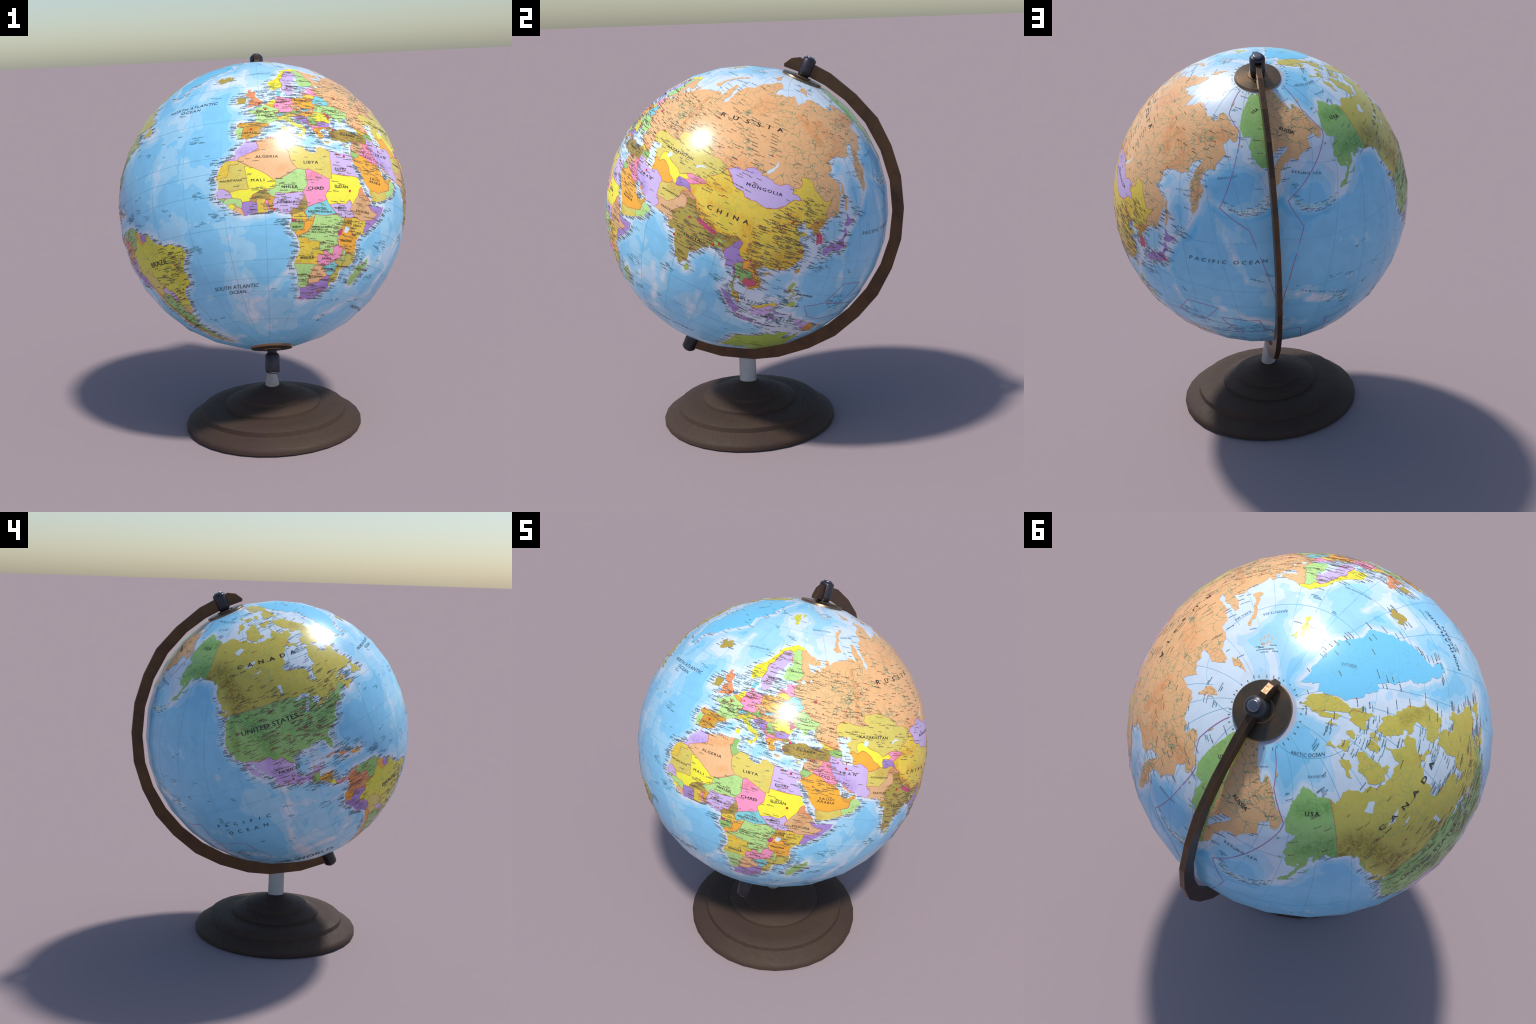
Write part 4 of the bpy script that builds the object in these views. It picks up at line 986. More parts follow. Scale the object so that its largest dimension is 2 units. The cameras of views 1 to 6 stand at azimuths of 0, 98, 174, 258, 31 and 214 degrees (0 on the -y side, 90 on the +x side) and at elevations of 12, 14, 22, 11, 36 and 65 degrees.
def land_ink(name, rgba, river=0.25, relief=1.0, range_tint=None, patchy=0.2):
    m, t, p = material("ink_" + name)
    n = Nodes(t)
    co = n.obj()
    grp = n.new("ShaderNodeGroup")
    grp.node_tree = BELT_GROUP
    n.put(grp.inputs[0], co)
    belt = grp.outputs[0]
    mott, _ = n.noise(co, 11, 5, 0.6)
    mott2, _ = n.noise(n.vec("ADD", co, (3.1, 1.7, 0.4)), 19, 5, 0.65)
    fine, _ = n.noise(co, 110, 3, 0.6)
    ridge, _ = n.noise(co, 75, 6, 0.62, dist=1.5)
    broad, _ = n.noise(co, 24, 3, 0.55)
    c = n.mix(n.remap(mott, 0.45, 0.72, 0.0, patchy), rgba, n.mix(1.0, rgba, (0.72, 0.86, 0.74, 1), "MULTIPLY"))
    c = n.mix(n.remap(mott2, 0.5, 0.72, 0.0, patchy), c, n.mix(1.0, rgba, (0.96, 0.72, 0.42, 1), "MULTIPLY"))
    tint = n.mix(1.0, rgba, range_tint or (0.74, 0.56, 0.40, 1), "MULTIPLY")
    high = n.math("MULTIPLY", belt, n.remap(broad, 0.3, 0.6, 0.55, 1.0))
    strength = n.math("MULTIPLY", high, n.remap(ridge, 0.42, 0.56, 0.30 * relief, 0.95 * relief), clamp=True)
    c = n.mix(strength, c, tint)
    c = n.mix(n.math("MULTIPLY", n.remap(fine, 0.52, 0.66, 0.0, 0.35), belt), c, n.mix(1.0, rgba, (1.10, 1.08, 1.02, 1), "MULTIPLY"))
    if river:
        thin = None
        for scale, freq, bend, wide, gate_scale in ((15.0, 15, 0.11, 0.030, 6), (31.0, 26, 0.06, 0.048, 9)):
            _, w1 = n.noise(co, freq, 1.5, 0.5)
            bent = n.vec("ADD", co, n.vec("SCALE", n.vec("SUBTRACT", w1, (0.5, 0.5, 0.5)), scale=bend))
            cell = n.new("ShaderNodeTexVoronoi", feature="DISTANCE_TO_EDGE")
            n.put(cell.inputs["Vector"], bent)
            cell.inputs["Scale"].default_value = scale
            line = n.remap(cell.outputs["Distance"], wide * 0.35, wide, 1.0, 0.0)
            gate, _ = n.noise(n.vec("ADD", co, (scale, 0, 0)), gate_scale, 2)
            line = n.math("MULTIPLY", line, n.remap(gate, 0.42, 0.58, 0.12, 1.0))
            thin = line if thin is None else n.math("MAXIMUM", thin, line)
        c = n.mix(n.math("MULTIPLY", thin, river), c, lin(112, 150, 116))
    finish(n, p, c)
    return m


RIVERS = {"tundra": 0.8, "peach": 0.2, "lake": 0, "citron": 0.6, "olive": 0.3, "leaf": 0.35, "gold": 0.3, "brown": 0.3, "green": 0.35, "khaki": 0.25, "lilac": 0.1}
TINTS = {"tundra": (0.93, 0.58, 0.38, 1), "peach": (0.95, 0.66, 0.46, 1), "lake": (1, 1, 1, 1), "leaf": (0.34, 0.55, 0.30, 1), "gold": (0.84, 0.52, 0.22, 1), "olive": (0.40, 0.33, 0.18, 1),
         "brown": (0.55, 0.45, 0.35, 1), "lilac": (0.62, 0.50, 0.80, 1), "purple": (0.66, 0.56, 0.78, 1), "ice": (0.8, 0.9, 0.95, 1)}
PATCHY = {"gold": 0.7, "leaf": 0.6, "olive": 0.45, "brown": 0.6, "amber": 0.5, "citron": 0.35, "lake": 0.0, "ice": 0.0, "yellow": 0.12}
LAND_MATS = [land_ink(k, c, RIVERS.get(k, 0.15), 0.0 if k in ("ice", "lake") else 1.0, TINTS.get(k), PATCHY.get(k, 0.22)) for k, c in INK.items()]


def flat_ink(name, rgba, vary=0.06):
    m, t, p = material(name)
    n = Nodes(t)
    f, _ = n.noise(n.obj(), 16, 4)
    d = tuple(x * (1 - 2 * vary) for x in rgba[:3]) + (1,)
    finish(n, p, n.mix(n.remap(f, 0.35, 0.65), rgba, d))
    return m


# ------------------------------------------------------------------ the ball: sea with printed depth tints
ball_frame = Matrix.Translation(BALL_CENTRE) @ Matrix.Rotation(-TILT, 4, "X")
STEP = 0.75
su, svv = np.arange(-180, 180.01, STEP), np.arange(-90, 90.01, STEP)
SU, SV = np.meshgrid(su, svv)
sea_uv = np.stack([SU.ravel(), SV.ravel()], 1)
sea_dir = direction(sea_uv)

tree_pts = np.concatenate([p for p, nme in coast if len(p) > 14])
tree_pts = tree_pts[(np.abs(tree_pts[:, 0]) <= 184)]
kd = kdtree.KDTree(len(tree_pts))
for k, q in enumerate(direction(tree_pts)):
    kd.insert(q, k)
kd.balance()
coast_deg = np.array([math.degrees(kd.find(q)[2]) for q in sea_dir])
wave = np.array([noise.fractal(Vector(q * 4.2), 0.9, 2.1, 7) for q in sea_dir])
wave2 = np.array([noise.fractal(Vector(q * 11 + 7), 0.8, 2.1, 4) for q in sea_dir])
stretch = 1.0 + 0.35 * wave
depth = 1 - np.exp(-np.maximum(coast_deg - 0.15, 0) / (1.45 * np.clip(stretch, .4, 1.8))) + 0.24 * wave * np.clip(coast_deg / 4, .3, 1) + 0.09 * wave2

SHALLOWS = [  # lon, lat, radius (degrees on the ball), how much shallower
    (-172, 61, 7, .55), (-165, 57, 5, .4), (150, 75, 13, .7), (170, 72, 10, .7), (120, 76, 8, .6), (75, 74, 10, .6), (40, 73, 9, .35), (52, 70, 7, .35), (3, 57, 6, .5),
    (20, 58, 5, .5), (-8, 50, 5, .3), (-50, 46, 4, .5), (-64, 43, 4, .3), (-85, 60, 10, .8), (-60, -48, 6, .5), (-66, -43, 4, .4),
    (112, 3, 9, .6), (108, -2, 7, .5), (120, 33, 7, .6), (124, 29, 5, .5), (110, 20, 4, .4), (135, -10, 7, .5), (127, -13, 6, .4), (50, 27, 4, .6), (36, 45, 4, .3),
    (149, 56, 5, .55), (143, 46, 4, .4), (-88, 22, 4, .4), (-90, 28, 4, .35), (-77, 24, 3, .35), (15, 38, 3, .15), (-70, 72, 6, .4), (-100, 72, 12, .7), (-130, 71, 6, .35),
    (-28, 64, 6, .3), (-8, 62, 5, .3), (20, 77, 8, .45), (-60, 56, 4, .3), (39, 18, 4, .4), (90, 20, 3, .35), (70, 20, 3, .3), (-48, 2, 3, .35), (-17, 12, 2.5, .3),
    (20, -36, 3, .3), (97, 10, 4, .35), (61, -10, 4, .3), (57, -15, 3, .4), (-34, -30, 3, .3), (180, -42, 6, .35), (-165, 67, 5, .5), (155, 68, 8, .3), (-190, 60, 7, .45), (190, 62, 7, .5),
    (-100, -3, 15, .22), (-97, -22, 14, .22), (-112, -33, 14, .24), (-118, 12, 10, .18), (-130, 20, 7, .12), (-33, 50, 10, .2), (-42, 30, 8, .16), (-22, 22, 7, .14), (-52, 24, 6, .14), (-10, -12, 7, .2), (-15, -30, 8, .2), (-5, -42, 9, .22),
    (65, -2, 9, .16), (70, -22, 9, .2), (50, -36, 9, .2), (88, -12, 5, .2), (160, 5, 9, .15), (172, 22, 6, .14), (178, -25, 9, .2), (-175, 5, 7, .12), (0, 70, 9, .2)]
RIDGES = [  # ocean rises, lon/lat pairs
    [(-18, 62), (-30, 56), (-32, 50), (-28, 42), (-38, 33), (-45, 24), (-45, 14), (-32, 4), (-14, 0), (-13, -10), (-14, -22), (-14, -34), (-12, -45), (-2, -54)],
    [(11, -20), (5, -25), (-2, -31), (-10, -36)], [(58, 12), (66, 2), (69, -10), (68, -20), (70, -26), (55, -33), (40, -44)], [(88, 12), (88, -5), (88, -25)],
    [(70, -26), (80, -38), (100, -48), (130, -52)], [(-155, 20), (-168, 25), (-180, 29), (172, 34), (170, 42), (168, 51)], [(192, 29), (190, 25), (200, 22)], [(143, 28), (146, 18), (141, 11)],
    [(-103, 20), (-104, 8), (-108, -5), (-112, -18), (-112, -35), (-118, -48)], [(-104, 10), (-90, 1), (-84, 0)], [(-85, -8), (-80, -20), (-90, -26), (-108, -27)],
    [(73, 8), (72, 0), (72, -8)], [(-60, -54), (-45, -54), (-36, -54)], [(160, 20), (175, 14), (180, 10), (178, -2)], [(-8, 71), (-10, 66), (-20, 62)], [(45, -20), (58, -12), (60, -6)],
    [(-150, -16), (-140, -18), (-130, -25)], [(-162, 54), (-170, 52.2), (-180, 51.3), (-187, 52.6), (-196, 55)],
    [(157, 51), (152, 46.8), (146, 43.4), (141, 38)], [(140, 34), (142, 26), (144, 20)], [(170, -15), (176, -20), (183, -18), (188, -14)]]
RIDGES += [[(o + sh, q) for o, q in l] for l in RIDGES for sh in (-360, 360) if all(abs(o + sh) < 206 for o, q in l)]
for lo, la, rad, amt in SHALLOWS:
    c = direction(to_ball(lo, la))
    ang = np.degrees(np.arccos(np.clip(sea_dir @ c, -1, 1)))
    depth -= amt * np.exp(-(ang / rad) ** 2) * (1 + 0.5 * wave2)
for line in RIDGES:
    q = np.array(line, float)
    fine_line = np.concatenate([np.linspace(a, b, 14, endpoint=False) for a, b in zip(q[:-1], q[1:])])
    d = direction(to_ball(fine_line[:, 0], fine_line[:, 1]))
    ang = np.degrees(np.arccos(np.clip((sea_dir @ d.T).max(1), -1, 1)))
    narrow = 4.2 if len(line) > 9 else 1.3
    depth -= (0.30 if len(line) > 9 else 0.52) * np.exp(-(ang / (narrow * (1 + 0.8 * np.abs(wave)))) ** 1.5) * np.clip(0.75 + 1.3 * wave2, 0.1, 1.5)
TRENCHES = [[(-160, 52.6), (-170, 50.6), (-180, 49.8), (-188, 51), (-194, 53)], [(159, 50), (154, 45.5), (148, 42), (144, 38), (143, 33), (144, 26), (148, 16), (146, 11)],
            [(-82, -6), (-78, -14), (-72, -20), (-72, -32)], [(95, 2), (103, -7), (112, -11), (118, -11)], [(128, 10), (127, 5)], [(-104, 18), (-94, 14), (-87, 10)], [(-176, -16), (-176, -28)]]
for line in TRENCHES:
    for sh in (-360, 0, 360):
        q = np.array(line, float) + [sh, 0]
        if np.abs(q[:, 0]).max() > 206:
            continue
        fine_line = np.concatenate([np.linspace(a, b, 24, endpoint=False) for a, b in zip(q[:-1], q[1:])])
        d = direction(to_ball(fine_line[:, 0], fine_line[:, 1]))
        ang = np.degrees(np.arccos(np.clip((sea_dir @ d.T).max(1), -1, 1)))
        depth += 0.34 * np.exp(-(ang / 1.1) ** 2)
LEVELS = [0.40, 0.62, 0.84, 1.14, 1.24]
TINTS_SEA = [lin(224, 239, 253), lin(196, 230, 253), lin(168, 223, 252), lin(142, 213, 252), lin(128, 207, 251), lin(112, 201, 247)]

nx, ny = len(su), len(svv)
a = (np.arange(ny - 1)[:, None] * nx + np.arange(nx - 1)[None]).ravel()
quads = np.stack([a, a + 1, a + nx + 1, a + nx], 1)
tri = np.concatenate([quads[:, [0, 1, 2]], quads[:, [0, 2, 3]]])
tri_v = sea_uv[tri][:, :, 1]
tri = tri[~((np.sum(tri_v <= -90, 1) == 2) | (np.sum(tri_v >= 90, 1) == 2))]
P3, F3 = sea_uv[tri], depth[tri]


def cut_at(P, F, t):
    """Split triangles along the line where the depth equals t, so that the tints meet on a clean curve."""
    s = F > t
    k = s.sum(1)
    mixed = (k == 1) | (k == 2)
    if not mixed.any():
        return P, F
    Pm, Fm, sm, km = P[mixed], F[mixed], s[mixed], k[mixed]
    lone = np.where(km == 1, sm.argmax(1), (~sm).argmax(1))
    order = (lone[:, None] + np.arange(3)) % 3
    Pm = np.take_along_axis(Pm, order[:, :, None], 1)
    Fm = np.take_along_axis(Fm, order, 1)
    wa = ((t - Fm[:, 0]) / (Fm[:, 1] - Fm[:, 0]))[:, None]
    wb = ((t - Fm[:, 0]) / (Fm[:, 2] - Fm[:, 0]))[:, None]
    A = Pm[:, 0] + wa * (Pm[:, 1] - Pm[:, 0])
    B = Pm[:, 0] + wb * (Pm[:, 2] - Pm[:, 0])
    T = np.full(len(Pm), t)
    newP = np.concatenate([np.stack([Pm[:, 0], A, B], 1), np.stack([A, Pm[:, 1], Pm[:, 2]], 1), np.stack([A, Pm[:, 2], B], 1)])
    newF = np.concatenate([np.stack([Fm[:, 0], T, T], 1), np.stack([T, Fm[:, 1], Fm[:, 2]], 1), np.stack([T, Fm[:, 2], T], 1)])
    return np.concatenate([P[~mixed], newP]), np.concatenate([F[~mixed], newF])


for t in LEVELS:
    P3, F3 = cut_at(P3, F3, t)
band = np.digitize(F3.mean(1), LEVELS)
POLE_RING = 81.3
polar_cap = P3[:, :, 1].mean(1) > POLE_RING
band[polar_cap] = len(LEVELS) + 1
flat, inv = np.unique(np.round(P3.reshape(-1, 2), 5), axis=0, return_inverse=True)
sea_tris = inv.reshape(-1, 3)
sea_mats = [flat_ink("sea_tint", c, 0.035) for c in TINTS_SEA] + [flat_ink("pole_margin", lin(196, 196, 210), 0.03)]
ball = big_mesh("ball", on_ball(flat), sea_tris, sea_mats, band, globe, direction(flat))
ball.matrix_parent_inverse = ROOT_INV
ball.location = BALL_CENTRE
ball.rotation_euler = (-TILT, 0, 0)

# ------------------------------------------------------------------ land
used, inv = np.unique(LF, return_inverse=True)
land = big_mesh("land", on_ball(TV[used], 0.0008), inv.reshape(-1, 3), LAND_MATS, LI, ball, direction(TV[used]))


# ------------------------------------------------------------------ printed lines
def ribbon(segs, width, lift):
    """Thin strips along segments (n, 2, 2) in ball coordinates; width in degrees of arc."""
    segs = np.asarray(segs, float)
    a, b = segs[:, 0], segs[:, 1]
    c = np.cos(np.radians(0.5 * (a[:, 1] + b[:, 1])))[:, None]
    d = (b - a) * np.concatenate([c, np.ones_like(c)], 1)
    d /= np.linalg.norm(d, axis=1, keepdims=True) + 1e-9
    o = np.stack([-d[:, 1], d[:, 0]], 1) * (width / 2)
    o[:, 0] /= np.maximum(c[:, 0], 0.05)
    uv = np.stack([a - o, b - o, b + o, a + o], 1).reshape(-1, 2)
    k = np.arange(len(segs))[:, None] * 4
    return uv, np.concatenate([k + [0, 1, 2], k + [0, 2, 3]]), lift


def print_lines(name, segs, width, lift, mat):
    uv, tris, lift = ribbon(segs, width, lift)
    return big_mesh(name, on_ball(uv, lift), tris, [mat], np.zeros(len(tris), int), ball, direction(uv))


edge_of = {}
shared = []
for f, r in zip(LF.tolist(), LR.tolist()):
    for i in range(3):
        key = (min(f[i], f[(i + 1) % 3]), max(f[i], f[(i + 1) % 3]))
        if key in edge_of:
            if edge_of[key] != r and 5000 not in (r, edge_of[key]):
                shared.append((TV[key[0]], TV[key[1]]))
        else:
            edge_of[key] = r
print_lines("border_line", shared, 0.13, 0.0011, flat_ink("border_ink", lin(206, 104, 104), 0.05))


def path(lons, lats):
    q = to_ball(lons, lats)
    keep = (np.abs(q[:-1, 0]) < 179.9) & (np.abs(q[1:, 0]) < 179.9) & (q[1:, 1] < 81.2) & (q[:-1, 1] < 81.2) & (q[1:, 1] > -84) & (q[:-1, 1] > -84)
    return np.stack([q[:-1], q[1:]], 1)[keep]


grid, polar_grid = [], []
lat_run, lon_run = np.concatenate([np.arange(-66, 70, 1.0), np.arange(70, 84.1, 0.2)]), np.arange(-215, 215.1, 1.0)
for lo in range(-195, 196, 15):
    top = 84 if lo % 30 == 0 else 76
    run = lat_run[lat_run <= top]
    (grid if top < 80 else polar_grid).append(path(np.full(len(run), float(lo)), run))
for la in (-60, -45, -30, -23.45, -15, 0, 15, 23.45, 30, 45, 60, 66.55, 75):
    grid.append(path(lon_run, np.full(len(lon_run), float(la))))
GRID_INK = flat_ink("grid_ink", lin(124, 203, 234), 0.03)
polar_grid = np.concatenate(polar_grid)
far_north = polar_grid[:, 0, 1] > 58
print_lines("grid_line", np.concatenate(grid + [polar_grid[~far_north]]), 0.10, 0.0006, GRID_INK)
print_lines("grid_line", polar_grid[far_north], 0.07, 0.0006, flat_ink("polar_grid_ink", lin(140, 206, 230), 0.03))

DATE_LINE = [(180, 83), (180, 75), (180, 69.5), (191, 65.7), (190, 64.5), (170, 53), (180, 48), (180, 6)]
claims = []


def chain(pts, n=12):
    q = np.array(pts, float)
    run = np.concatenate([np.linspace(a, b, n, endpoint=False) for a, b in zip(q[:-1], q[1:])] + [q[-1:]])
    return path(run[:, 0], run[:, 1])


for sh in (0, -360):
    claims.append(chain([(o + sh, q) for o, q in DATE_LINE]))
    for box in ([(172, 6), (180, 6), (180, -4)], [(146, 21), (158, 21), (150, 10), (140, 12), (146, 21)], [(131, 8), (140, 11), (162, 10), (165, 3), (141, 1), (136, 2), (131, 8)],
                [(158, 15), (172, 15), (174, 5), (162, 5), (158, 15)], [(180, 5), (190, 5), (192, -9), (180, -9)], [(200, 8), (211, 8), (211, -14), (203, -14), (200, 8)],
                [(172, -6), (182, -6), (182, -12), (172, -12), (172, -6)], [(195, -9), (205, -9), (205, -22), (195, -22), (195, -9)], [(207, -7), (227, -8), (230, -24), (215, -28), (207, -7)]):
        claims.append(chain([(o + sh, q) for o, q in box], 6))
print_lines("claim_line", np.concatenate(claims), 0.2, 0.0012, flat_ink("claim_ink", lin(186, 110, 166), 0.05))

# ------------------------------------------------------------------ lettering
BLACK = flat_ink("black_ink", lin(50, 47, 46), 0.1)
GREY = flat_ink("grey_ink", lin(120, 109, 85), 0.1)
SEA_INK = flat_ink("sea_lettering_ink", lin(74, 104, 124), 0.1)
FAINT = flat_ink("faint_sea_ink", lin(110, 156, 176), 0.1)


def text_mesh(body, track, bold):
    cu = bpy.data.curves.new("lettering", "FONT")
    cu.body, cu.space_character, cu.offset, cu.resolution_u = body, track, bold, 2
    ob = add(bpy.data.objects.new("lettering", cu))
    bpy.context.view_layer.update()
    me = bpy.data.meshes.new_from_object(ob.evaluated_get(bpy.context.evaluated_depsgraph_get()))
    v = np.empty(len(me.vertices) * 3)
    me.vertices.foreach_get("co", v)
    me.calc_loop_triangles()
    t = np.array([tuple(l.vertices) for l in me.loop_triangles])
    bpy.data.objects.remove(ob)
    bpy.data.curves.remove(cu)
    bpy.data.meshes.remove(me)
    return v.reshape(-1, 3)[:, :2], t


def lettering(body, u0, v0, u1, v1, height, mat=BLACK, bold=0.0, wide=1.3, slant=0.0, rise=0.0, strike=0.035):
    """Words from (u0, v0) to (u1, v1) in ball degrees, capitals `height` degrees tall."""
    c = math.cos(math.radians(0.5 * (v0 + v1)))
    span = math.hypot((u1 - u0) * c, v1 - v0)
    p1, _ = text_mesh(body, 1.0, bold)
    p2, _ = text_mesh(body, 2.0, bold)
    cap = 0.70
    need = span / height * cap / wide
    w1, w2 = np.ptp(p1[:, 0]), np.ptp(p2[:, 0])
    track = 1 + max(0.0, (need - w1) / max(w2 - w1, 1e-6))
    p, t = text_mesh(body, min(track, 9.9), bold)
    x = (p[:, 0] - p[:, 0].min()) / np.ptp(p[:, 0])
    y = (p[:, 1] / cap - 0.5) * height
    x = x + slant * y / span
    d = np.array([(u1 - u0) * c, v1 - v0]) / span
    along, up = x * span, y + rise * 4 * x * (1 - x)
    uv = np.stack([u0 + (d[0] * along - d[1] * up) / c, v0 + d[1] * along + d[0] * up], 1)
    nrm = np.cross(uv[t[:, 1]] - uv[t[:, 0]], uv[t[:, 2]] - uv[t[:, 0]]) < 0
    t[nrm] = t[nrm][:, ::-1]
    strokes = uv[t]
    for _ in range(2 if height > 1.2 else 1):          # small pieces, so that letters bend over the ball's edges
        a, b, e = strokes[:, 0], strokes[:, 1], strokes[:, 2]
        ab, be, ea = (a + b) / 2, (b + e) / 2, (e + a) / 2
        strokes = np.concatenate([np.stack(q, 1) for q in ((a, ab, ea), (ab, b, be), (ea, be, e), (ab, be, ea))])
    shift = np.array([d[0] / c, d[1]]) * strike * height
    strokes = np.concatenate([strokes - shift, strokes + shift]) if strike else strokes
    lifts = np.repeat([0.00150, 0.00165], len(strokes) * 3 // 2) if strike else np.full(len(strokes) * 3, 0.0015)
    uv, t = strokes.reshape(-1, 2), np.arange(len(strokes) * 3).reshape(-1, 3)
    ob = big_mesh("lettering", on_ball(uv, 0.0) + direction(uv) * lifts[:, None], t, [mat], np.zeros(len(t), int), ball, direction(uv))
    return ob


WORDS = [("ALGERIA", -2.5, 1.7, 5.4, 1.6, .95), ("LIBYA", 14.4, -.5, 19.7, -.3, 1.0), ("MAURITANIA", -15.5, -6, -7.5, -6.2, .75), ("MALI", -4.4, -6.5, .2, -6.7, .95),
         ("NIGER", 6.2, -9.3, 11.9, -9.2, .95), ("CHAD", 15.7, -9.7, 21.6, -9.4, 1.1), ("SPAIN", -5.9, 11.1, -1.7, 11.1, .75), ("FRANCE", -1.6, 18.3, 4.4, 18.2, .75),
         ("NIGERIA", 4.6, -14.6, 11, -14.5, .85), ("GERMANY", 6.6, 24.3, 12.4, 24.8, .7), ("POLAND", 14, 25.5, 19.5, 25.9, .7), ("EGYPT", 26.3, -2.1, 31.1, -1.9, .95),
         ("SUDAN", 26.1, -8.3, 31.7, -8.1, 1.0), ("SAUDI", 42.6, -3.4, 48.3, -3.2, .9), ("ARABIA", 42.1, -4.5, 48.8, -4.5, .9), ("IRAQ", 40.5, 4.6, 44.3, 4.2, .8),
         ("IRAN", 47.7, 6.9, 54.2, 6.9, .95), ("ETHIOPIA", 36.3, -16.1, 43.1, -16, .8), ("KENYA", 35.8, -21.3, 39.9, -21.3, .75), ("UGANDA", 29.8, -20.7, 34.8, -20.7, .7),
         ("TANZANIA", 31.2, -27.2, 36.9, -27.1, .8), ("ANGOLA", 13.9, -34.2, 20.2, -34.1, 1.0), ("ZAMBIA", 23.9, -34.2, 28.6, -34.1, .8), ("NAMIBIA", 13.8, -40.9, 18.7, -40.7, .7),
         ("BOTSWANA", 19.7, -41.4, 26.4, -41.4, .75), ("ZIMBABWE", 24.9, -38.2, 31.2, -38.1, .75), ("SOUTH", 27.9, -15.7, 31.5, -15.6, .65), ("SUDAN", 28, -16.6, 31.6, -16.5, .65),
         ("CENTRAL", 18.4, -16.5, 23.1, -16.3, .65), ("AFRICAN REPUBLIC", 15.7, -17.7, 25.6, -17.5, .65), ("DEMOCRATIC", 17.7, -23.1, 24.3, -22.9, .6),
         ("REPUBLIC OF", 17.6, -24, 24.4, -23.8, .6), ("THE CONGO", 17.9, -24.9, 23.9, -24.8, .6), ("MOZAMBIQUE", 32.7, -36.8, 40.7, -36.8, .7),
         ("MADAGASCAR", 44.9, -36.8, 52.9, -36.4, .65), ("GABON", 10, -23.1, 13.4, -23.1, .6), ("TURKEY", 30.3, 11.7, 37.1, 11.8, .8), ("KAZAKHSTAN", 53.1, 20.3, 66.6, 21, 1.0),
         ("BRAZIL", -58.6, -29.4, -46.3, -29.8, 1.9), ("RUSSIA", 63.5, 41.4, 95.4, 46.1, 1.75), ("MONGOLIA", 90.2, 21.7, 104.4, 22.8, 1.1), ("CHINA", 80.5, 8.7, 96.4, 9.3, 1.55),
         ("JAPAN", 135.1, 15.4, 139.6, 15.8, .8), ("MALAYSIA", 103.4, -19.4, 114.2, -19.1, .85), ("INDONESIA", 115, -24.7, 131.6, -24.3, .95), ("PHILIPPINES", 124.8, -10.6, 132.4, -10.6, .75),
         ("INDIA", 76.4, -4.3, 83, -3.9, .95), ("AUSTRALIA", 126, -46, 135.8, -46.3, .8), ("U.S.A.", -126.8, 60.6, -119.6, 58.9, 1.3), ("U.S.A.", 163.9, 72.3, 170.5, 74.2, 1.1),
         ("RUSSIA", -170.2, 65.8, -160.3, 62.8, 1.3), ("CANADA", -104, 44.1, -72.2, 40.2, 1.7), ("UNITED STATES", -111.4, 18.1, -87.5, 16.7, 1.8), ("MEXICO", -103.1, -1.2, -94.9, -1.9, 1.2),
         ("PERU", -81, -34, -76.5, -34, .8), ("COLOMBIA", -78, -19.5, -71, -19.7, .8), ("ARGENTINA", -70, -58.6, -61, -59.2, .8), ("UKRAINE", 25.8, 21.8, 31.6, 22.3, .7),
         ("ITALY", 9.5, 15.6, 13, 15.4, .65), ("SWEDEN", 12.2, 33.4, 17.6, 33.9, .7), ("FINLAND", 20.4, 38.2, 26.4, 38.7, .7), ("PAKISTAN", 63.6, 1.0, 70.2, 1.2, .75),
         ("AFGHANISTAN", 60.8, 6.6, 69, 6.8, .65), ("THAILAND", 97.4, -8.4, 103.6, -8.3, .65)]
for w in WORDS:
    lettering(*w, strike=0.034 if w[5] > .9 else 0.02)
for w in [("NORTH ATLANTIC", -39.4, 26.8, -16.9, 26.5, 1.25), ("OCEAN", -33.2, 25.0, -23.9, 24.4, 1.25), ("SOUTH ATLANTIC", -27.7, -44.6, -4.7, -44.5, 1.5), ("OCEAN", -20.7, -46.8, -11.7, -46.8, 1.5),
          ("PACIFIC OCEAN", 146.5, 17, 175.8, 20.1, 1.4), ("PACIFIC", -140.4, -17.1, -113.7, -17.3, 1.6), ("OCEAN", -136.9, -21.3, -116.8, -21.2, 1.6), ("INDIAN OCEAN", 62.2, -52.1, 92.5, -50.8, 1.3),
          ("THE WORLD", -139.4, -53.5, -92.2, -56.1, 3.0), ("THE WORLD", -139.4 + 0.6, -53.5, -92.2, -56.1, 3.0)][:9]:
    lettering(*w, mat=SEA_INK, bold=0.0, strike=0.05 if w[0] == "THE WORLD" else 0.015, slant=0.22 if w[5] < 2 else 0)
for w in [("BARENTS SEA", 25.1, 59.8, 38.6, 61, .75), ("KARA SEA", 45.5, 58.8, 55.1, 60.1, .75), ("BLACK SEA", 28.1, 14.9, 35.1, 15.7, .6), ("MEDITERRANEAN SEA", 17.6, 7, 27.8, 5.8, .6),
          ("BERING SEA", 151.8, 46.9, 161.8, 49.1, .8), ("BERING SEA", -169.8, 50, -154.8, 46.6, .85), ("HAWAIIAN ISLANDS", -172.1, 6, -154.4, -1.6, .7), ("ARCTIC OCEAN", -113.1, 77.4, -91.6, 70.7, .9),
          ("BEAUFORT SEA", -113.4, 69.5, -103.1, 66.7, .6), ("NORWEGIAN SEA", -4, 43, 7, 44, .7), ("SEA OF OKHOTSK", 133, 38.3, 143, 40.5, .6), ("GREENLAND", -29, 62.5, -23, 66, .9)]:
    lettering(*w, mat=FAINT if w[1] > -100 else SEA_INK, bold=0.0, strike=0.0)

# ------------------------------------------------------------------ place names: rows of letter-sized marks, too small to read
mask_ink, _ = classify(sea_uv)
IS_LAND = (mask_ink >= 0).reshape(ny, nx)


